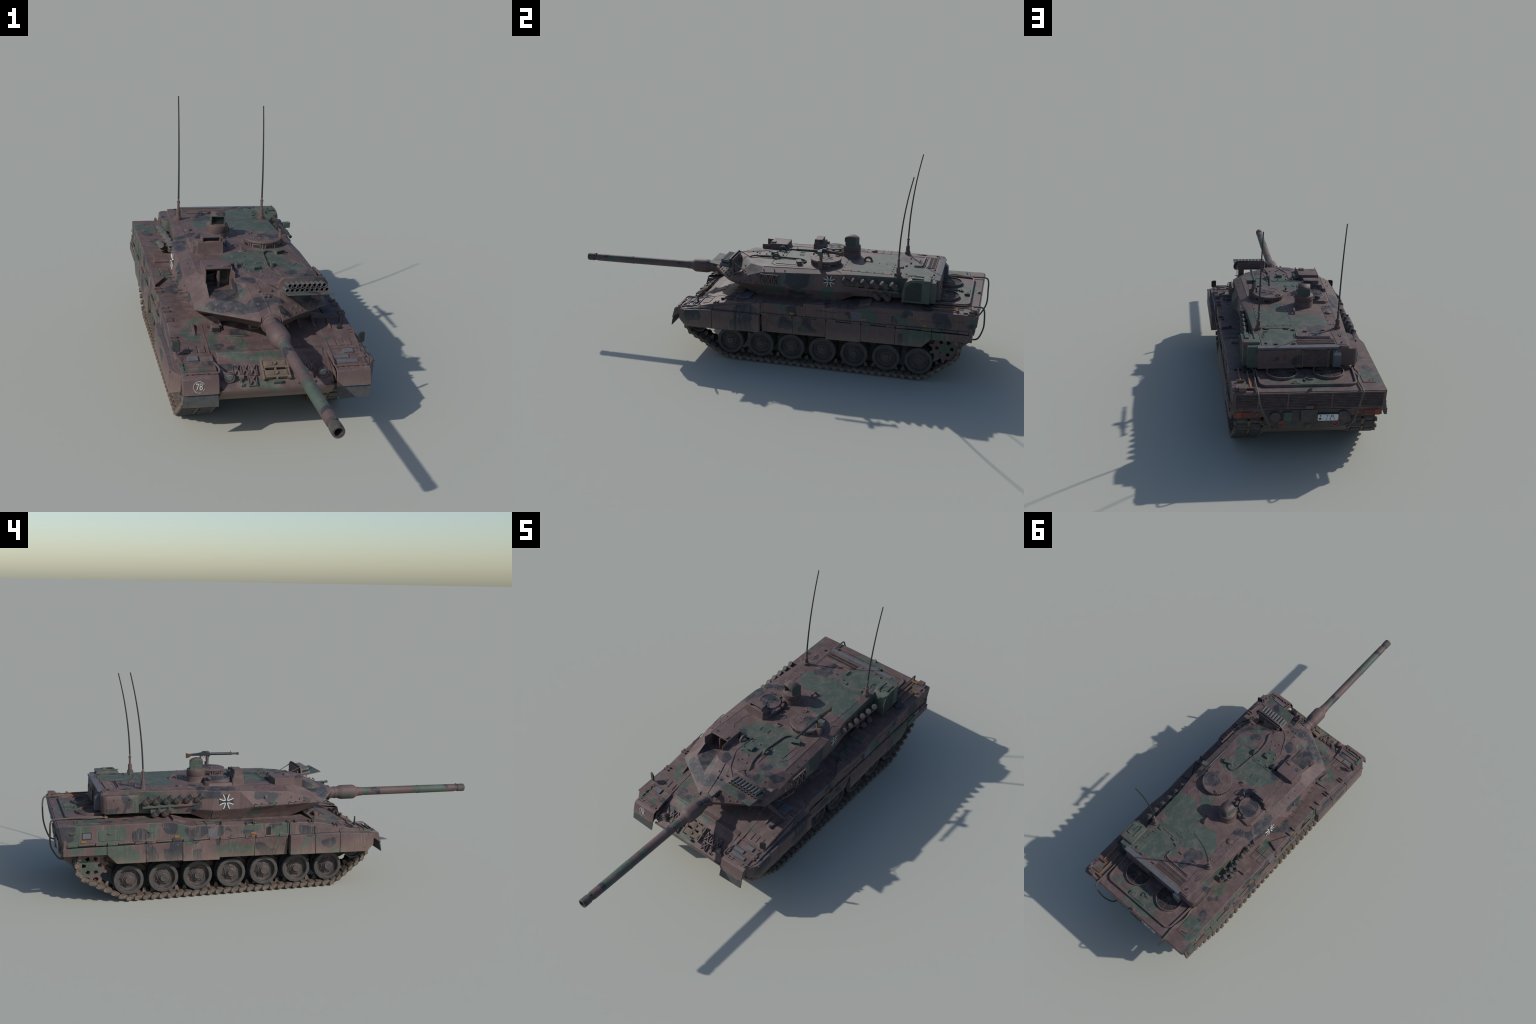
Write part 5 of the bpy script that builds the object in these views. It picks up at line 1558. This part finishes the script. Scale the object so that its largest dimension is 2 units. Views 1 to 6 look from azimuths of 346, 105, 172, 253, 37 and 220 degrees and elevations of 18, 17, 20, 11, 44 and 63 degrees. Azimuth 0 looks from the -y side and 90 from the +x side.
Geo().loft([[hp(-.0258, y, z + .0004) for y, z in prof[1:]] , [hp(.0258, y, z + .0004) for y, z in prof[1:]]], closed=False, cap=False).obj("head_cover", M_ROOF, hd).modifiers.new("thick", "SOLIDIFY").thickness = .0012
Geo().loft([[hp(x, y, z) for x, z in ((-.019, .507), (.019, .507), (.019, .533), (-.019, .533))] for y in (-.0125, -.0095)]).obj("sight_glass", M_GLASS, hd)

# ---- whip antennas
for s, tip in ((-1, (-.1685, .6556, .9368)), (1, (.1771, .6541, .9013))):
    b = Vector((s * .1675 if s < 0 else .1770, .606, .4425))
    g = Geo().lathe(b, UP, [(0, .0135), (.017, .0130), (.018, .0095), (.045, .0085), (.046, .0050), (.075, .0048), (.0755, .0066), (.081, .0066), (.0815, .0035), (.094, .0030)], 20)
    ba = g.obj("antenna_base", M_ROOF, TO)
    t = Vector(tip)
    top = b + Vector((0, 0, .090))
    L = t.z - top.z
    pts = [top + Vector(((t.x - top.x) * u, (t.y - top.y) * (.15 * u + .85 * u * u), L * u)) for u in (0, .2, .4, .6, .8, 1)]
    Geo().tube(pts, lambda u: .0036 - .0012 * u, 8, sub=4).obj("antenna_whip", M_ANT, ba)
Geo().cyl((.186, .592, .442), (.186, .592, .458), .0022, n=8).obj("antenna_pin", M_STEEL, TO)

# ---- smoke dischargers on both sides
for s in (1, -1):
    M_T = M_TR if s > 0 else M_TL
    out = .006 if s < 0 else 0
    xr = lambda y: .2165 + out + (y - .34) * .045
    g = Geo().loft([[(s * .192, y, .386), (s * xr(y), y, .386), (s * xr(y), y, .376), (s * (xr(y) - .003), y, .376), (s * (xr(y) - .003), y, .383), (s * .192, y, .383)] for y in (.337, .620)])
    g.span((s * .192, .487, .347), (s * .222, .585, .377))
    rail = g.obj("discharger_rail", M_T, TO, bevel=.0008)
    Geo().prism([(s * .192, .345, .377), (s * .216, .345, .377), (s * .216, .372, .377), (s * .206, .400, .352), (s * .192, .400, .352)], (0, .09, 0)).obj("rail_bracket", M_T, rail) if False else None
    D = Vector((s * .36, -.66, .66)).normalized()
    spots = [(.364 + .0445 * k, .3965, .214 + .0022 * k, 1) for k in range(6)] + [(.505, .345, .228, 0), (.549, .345, .230, 0)]
    for k, (yt, z, x, up) in enumerate(spots):
        o = Vector((s * (x + out), yt + .026, z))
        g = Geo()
        g.use(0).lathe(o - D * .004, D, [(0, .006), (.002, .0105), (.008, .0130), (.022, .0130), (.0225, .0118)], 20)
        g.use(1).lathe(o + D * .018, D, [(0, .0115), (.018, .0115), (.0185, .0122), (.0235, .0122), (.024, .0108)], 20)
        if up:
            g.use(0).loft([[o + Vector((s * dx, dy, 0)) + D * h for dx, dy in ((-.008, -.009), (.006, -.009), (.006, .009), (-.008, .009))] if h > -.001 else [Vector((o.x + s * dx, o.y + dy, .3855)) for dx, dy in ((-.010, -.016), (.004, -.016), (.004, -.002), (-.010, -.002))] for h in (.006, -.01)])
        else:
            g.use(0).box(o + Vector((-s * .008, 0, .006)), (.014, .018, .018))
        g.obj("smoke_discharger", [M_T, M_CAP], rail)

# ---- stowage bins beside the bustle
# left: rounded ventilator box
def bin_plan(x0, y0, y1, r):
    return [(-.150, y0), (-.150, y1)] + [p for p in rounded(x0, -.1, y0, y1, r, 6) if p[0] < x0 + r + .001]
P = bin_plan(-.226, .626, .786, .026)
g = Geo().loft([[(x, y, .357) for x, y in P], [(x, y, .414) for x, y in P]])
bl = g.obj("stowage_bin", [M_TL], TO, bevel=.002)
P2 = bin_plan(-.2265, .6255, .7865, .0265)
Geo().loft([[(x, y, .414) for x, y in P2], [(x, y, .429) for x, y in P2], [(x * .98 - .002, .006 + y * .991, .4335) for x, y in P2]]).obj("bin_lid", M_TL, bl)
g = Geo()
for k in range(34):
    y = .648 + k * .0036
    g.span((-.2268, y - .0005, .361), (-.2255, y + .0005, .411))
g.obj("bin_ribs", M_TL, bl, stuff=True)
for y in (.672, .735):
    Geo().box((-.228, y, .418), (.004, .007, .008)).obj("bin_latch", M_TL, bl, bevel=.001)
# right: box with arched wire-mesh panel
arch = [(.758, .350), (.758, .456), (.700, .458), (.672, .454), (.655, .444), (.645, .428), (.640, .405), (.638, .350)]
g = Geo().loft([[(.185, y, z) for y, z in arch], [(.256, y, z) for y, z in arch]])
br = g.obj("stowage_bin", [M_TR], TO, bevel=.002)
ins = [(.722, .360), (.722, .444), (.700, .447), (.676, .443), (.662, .434), (.652, .420), (.649, .400), (.648, .360)]
Geo().loft([[(.2555, y, z) for y, z in ins], [(.2568, y, z) for y, z in ins]]).obj("bin_mesh", M_MESH, br)
Geo().ribbon([(.2562, y, z) for y, z in arch[1:]], (1, 0, 0), .0035, .003).obj("bin_edge", M_GREEN, br)
Geo().span((.188, .756, .350), (.240, .782, .445)).obj("bin_step", M_TR, br, bevel=.002)
Geo().box((.237, .700, .460), (.018, .050, .006)).box((.205, .690, .4595), (.006, .07, .004)).obj("bin_lid", M_GREEN, br, bevel=.001)
Geo().tube([(.220, .668, .457), (.221, .676, .464), (.226, .700, .464), (.227, .708, .457)], .0014, 6).obj("bin_handle", M_STEEL, br)
Geo().cyl((.268, .640, .338), (.268, .640, .375), .010, n=16).cyl((.268, .640, .375), (.268, .640, .378), .011, n=16).obj("canister", M_DECK, TO) if False else None

# ---- back of the bustle
g = Geo().prism([(-.141, .772, .4475), (-.141, .795, .4465), (-.141, .795, .438), (-.141, .779, .433)], (.340, 0, 0))
g.obj("rear_ledge", M_GREY, TO, bevel=.001)
g = Geo().side_prism([(.776, .436), (.793, .434), (.797, .352), (.776, .349)], .040, .197)
bx = g.obj("rear_box", M_ROOF, TO, bevel=.002)
for x in (.080, .155):
    Geo().box((x, .797, .405), (.016, .003, .008)).box((x, .7985, .397), (.005, .003, .014)).obj("rear_latch", M_BROWN, bx, bevel=.0008)
Geo().box((.118, .7975, .371), (.100, .002, .003)).obj("rear_strip", M_BROWN, bx)
Geo().side_prism([(.776, .436), (.788, .434), (.790, .352), (.776, .352)], .014, .0405).obj("rear_post", M_ROOF, TO, bevel=.001)
g = Geo().side_prism([(.776, .434), (.784, .434), (.786, .352), (.776, .352)], -.108, .014)
lv = g.obj("rear_vent", M_BROWN, TO, bevel=.001)
g = Geo()
for k in range(12):
    g.box((-.044, .7865, .358 + k * .0062), (.100, .004, .0045), rotx(-25))
g.obj("vent_slats", M_BROWN, lv)
for x in (-.098, .010):
    Geo().span((x - .004, .783, .352), (x + .004, .791, .432)).obj("vent_frame", M_BROWN, lv)
Geo().side_prism([(.778, .434), (.784, .432), (.806, .412), (.808, .360), (.778, .356)], -.150, -.116).obj("rear_case", M_GREY, TO, bevel=.0015)
Geo().span((-.186, .777, .357), (-.150, .784, .440)).obj("rear_corner", M_TL, TO, bevel=.0015)

# ---- grab rails low on the cheeks
for s in (1, -1):
    M_T = M_TR if s > 0 else M_TL
    rails = [((.140, .3785), (.040, .3775)), ((-.018, .3775), (-.118, .3755))] if s < 0 else [((.165, .3750), (.075, .3740)), ((-.035, .3735), (-.122, .3725))]
    for (ya, za), (yb, zb_) in rails:
        bx_ = lambda y: .2625 - (.14 - y) * .086 if y > -.02 else .249 + (y + .02) * .145
        g = Geo()
        o = .017
        g.tube([(s * (bx_(ya) - .004), ya, za), (s * (bx_(ya) + o * .6), ya - .003, za), (s * (bx_(ya) + o), ya - .012, za), (s * (bx_(yb) + o), yb + .012, zb_), (s * (bx_(yb) + o * .6), yb + .003, zb_), (s * (bx_(yb) - .004), yb, zb_)], .0018, 7, sub=3)
        for u in (.3, .7):
            y = ya + (yb - ya) * u
            g.tube([(s * (bx_(y) - .004), y, za), (s * (bx_(y) + o), y, za)], .0016, 6, sub=1)
        g.obj("grab_rail", M_RAIL, TO)
# three lattice grousers on the right cheek
for k in range(3):
    y = -.006 + .0285 * k
    g = Geo()
    c = Vector((.2475, y, .394))
    R = Matrix.Rotation(radians(-8), 3, 'Y')
    for a in (1, -1):
        g.box(c + Vector((.003, 0, 0)), (.010, .0032, .046), R @ Matrix.Rotation(a * radians(27), 3, 'X'))
    for yy in (-.013, .013):
        g.box(c + Vector((-.002, yy, 0)), (.006, .0022, .045), R)
    g.box(c + R @ Vector((-.002, 0, .023)), (.008, .028, .0025), R)
    g.obj("grouser", M_TR, TO)
# small hatch on each side behind the cheeks
def turret_wall(s, y, z):
    if s < 0:
        x = .2372 + (.4345 - z) * .083 if z > .357 else .2437 - (.357 - z) * .62
    else:
        x = .2242 - (y - .26) * .068 + (.4345 - z) * .012 if z > .357 else .2251 - (y - .26) * .068 - (.357 - z) * .36
    return Vector((s * x, y, z))
for s, y0, y1, z0_, z1_ in ((1, .272, .333, .327, .372), (-1, .282, .322, .318, .357)):
    P = rounded(y0, y1, z0_, z1_, .005)
    n = Vector((s, 0, -.40)).normalized()
    Geo().loft([[turret_wall(s, y, z) - n * .004 for y, z in P], [turret_wall(s, y, z) + n * .0022 for y, z in P]]).obj("turret_side_hatch", M_TR if s > 0 else M_TL, TO, bevel=.0008)

# ---- national cross on each side: black arms with white flared borders
def cross(s, yc, zc, L):
    o = turret_wall(s, yc, zc)
    u = (turret_wall(s, yc + .01, zc) - turret_wall(s, yc - .01, zc)).normalized()
    w = (turret_wall(s, yc, zc + .01) - turret_wall(s, yc, zc - .01)).normalized()
    n = u.cross(w).normalized()
    if n.x * s < 0: n = -n
    def pt(a, b, d): return o + u * a + w * b + n * d
    half = lambda t: L * (.23 + .26 * max(0, (t - .23) / .77) ** 1.6)      # half width of an arm at t (0..1) from the middle
    T = [.23 + .77 * k / 10 for k in range(11)]
    blk, wht = Geo(), Geo()
    for q in range(4):
        ca, sa = cos(q * pi / 2), sin(q * pi / 2)
        rot = lambda a, b: (a * ca - b * sa, a * sa + b * ca)
        arm = [rot(t * L, half(t) - .10 * L) for t in T] + [rot(t * L, -half(t) + .10 * L) for t in reversed(T)]
        blk.loft([[pt(a, b, -.003) for a, b in arm], [pt(a, b, .0019) for a, b in arm]])
        for sg in (1, -1):
            R_ = []
            for t in T:
                h = half(t)
                if t == T[0]:
                    a1, b1 = rot(L * .115 + t * L * .5, sg * (h - .115 * L)); a1, b1 = rot(t * L - .10 * L, sg * (t * L - .10 * L)); a2, b2 = rot(t * L, sg * h)
                else:
                    a1, b1 = rot(t * L, sg * (h - .115 * L)); a2, b2 = rot(t * L, sg * h)
                R_.append([pt(a1, b1, -.002), pt(a2, b2, -.002), pt(a2, b2, .0022), pt(a1, b1, .0022)])
            wht.loft(R_)
    c = L * .235
    blk.loft([[pt(a, b, -.003) for a, b in ((c, c), (-c, c), (-c, -c), (c, -c))], [pt(a, b, .0018) for a, b in ((c, c), (-c, c), (-c, -c), (c, -c))]])
    e = blk.obj("cross_emblem", M_BLACK, TO)
    wht.obj("cross_border", M_WHITE, e)
cross(-1, .262, .3905, .0305)
cross(1, .300, .4055, .0250)

# ---- training launcher on the right cheek: plate, rear frame, two rows of tubes
g = Geo().loft([[(.056, -.274, .4385), (.214, -.274, .4375), (.214, -.274, .4410), (.056, -.274, .4420)], [(.054, -.176, .4215), (.211, -.175, .4215), (.211, -.175, .4250), (.054, -.176, .4250)]])
la = g.obj("launcher_plate", M_LAUNCH, TO, bevel=.0008)
tubes = None
def tube_geo(c):
    d = Vector((0, -1, .14)).normalized()
    return Geo().lathe(c, d, [(0, .0078), (.052, .0078), (.052, .0060), (.012, .0058), (.012, .0003)], 18)
for row, n, xa, z in ((0, 9, .0685, .4325), (1, 8, .0770, .4478)):
    for k in range(n):
        tube_geo(Vector((xa + k * .0169, -.172 + .003 * row, z - .003))).obj("launch_tube", M_TUBE, la)
P = [(.050, .423), (.212, .423), (.218, .432), (.218, .444), (.206, .462), (.196, .466), (.066, .466), (.054, .456), (.048, .440)]
g = Geo().loft([[(x, -.181, z) for x, z in P], [(x, -.176, z) for x, z in P]])
g.ribbon([(x, -.1785, z) for x, z in P], (0, 1, 0), .004, .007, closed=True)
g.obj("launcher_frame", M_LAUNCH, la, bevel=.0008)
g = Geo()
g.box((.135, -.168, .445), (.13, .006, .030))
g.span((.062, -.168, .395), (.098, -.160, .445)); g.span((.168, -.170, .375), (.196, -.163, .430))
g.tube([(.203, -.172, .455), (.208, -.098, .409)], .0018, 6, sub=1); g.tube([(.196, -.166, .390), (.208, -.098, .409)], .0018, 6, sub=1)
g.box((.20, -.140, .402), (.026, .05, .003), rotx(20)); g.tube([(.062, -.172, .462), (.070, -.120, .440)], .0018, 6, sub=1)
g.obj("launcher_leg", M_DECK, la)

# ---- coaxial gun barrel and mantlet collar
g = Geo().cyl((.0375, -.250, .392), (.0378, -.278, .394), .0062, n=14).cyl((.0378, -.276, .394), (.0380, -.296, .395), .0046, n=12).cyl((.0380, -.293, .395), (.0380, -.302, .3955), .0055, n=12)
g.obj("coaxial_gun", M_STEEL, TO)
Geo().box((.040, -.262, .381), (.014, .05, .012), rotx(-24)).obj("coaxial_dark_block", M_DARK, TO, bevel=.001)  # dark block standing in for a slot; the armour is not cut

# ==================================================================== MAIN GUN
GA, GB = Vector((0, -.270, .3510)), Vector((0, -.9985, .3432))
AX = (GB - GA).normalized()
Lh = (GB - GA).length
at = lambda y: (-.270 - y) / .7285 * Lh
prof = [(-.26, .030), (-.290, .030), (-.302, .0268), (-.318, .0258), (-.3185, .0275), (-.329, .0275), (-.3295, .0262), (-.337, .0275), (-.352, .0325), (-.358, .0330), (-.412, .0330), (-.417, .0322), (-.431, .0250), (-.433, .0222), (-.438, .0215), (-.4385, .0205), (-.442, .0205), (-.4425, .0212), (-.448, .0212), (-.4485, .0205), (-.460, .0203), (-.4620, .0189),
        (-.600, .0188), (-.7485, .0186), (-.7490, .0197), (-.7525, .0197), (-.7530, .0180), (-.7550, .0180), (-.7555, .0190), (-.9450, .0180)]
g = Geo().lathe(GA, AX, [(at(y), r) for y, r in prof] + [(at(-.9452), .0150)], 40)
GUNO = g.obj("gun_barrel", M_GUN, None, angle=30)
g = Geo().lathe(GA, AX, [(at(y), r) for y, r in ((-.944, .0160), (-.949, .0166), (-.953, .0166), (-.9535, .0155), (-.962, .0155), (-.9625, .0176), (-.968, .0182), (-.990, .0184), (-.9975, .0176), (-.9982, .0168), (-.9982, .0122), (-.96, .0118), (-.96, .0003))], 40)
g.box(GA + AX * at(-.956) + Vector((0, 0, .0175)), (.008, .006, .006))
g.obj("gun_muzzle", plain("muzzle_steel", (.050, .044, .044), .7, vary=.25, dust=.3), GUNO, angle=30)
# rounded collar where the gun leaves the turret
Geo().ring(GA + AX * at(-.288), AX, .0345, .0285, .006, 40).obj("mantlet_ring", M_ROOF, TO, bevel=.001)
RV.obj("turret_bolts", M_BROWN, TO, stuff=True)
bpy.context.view_layer.update()
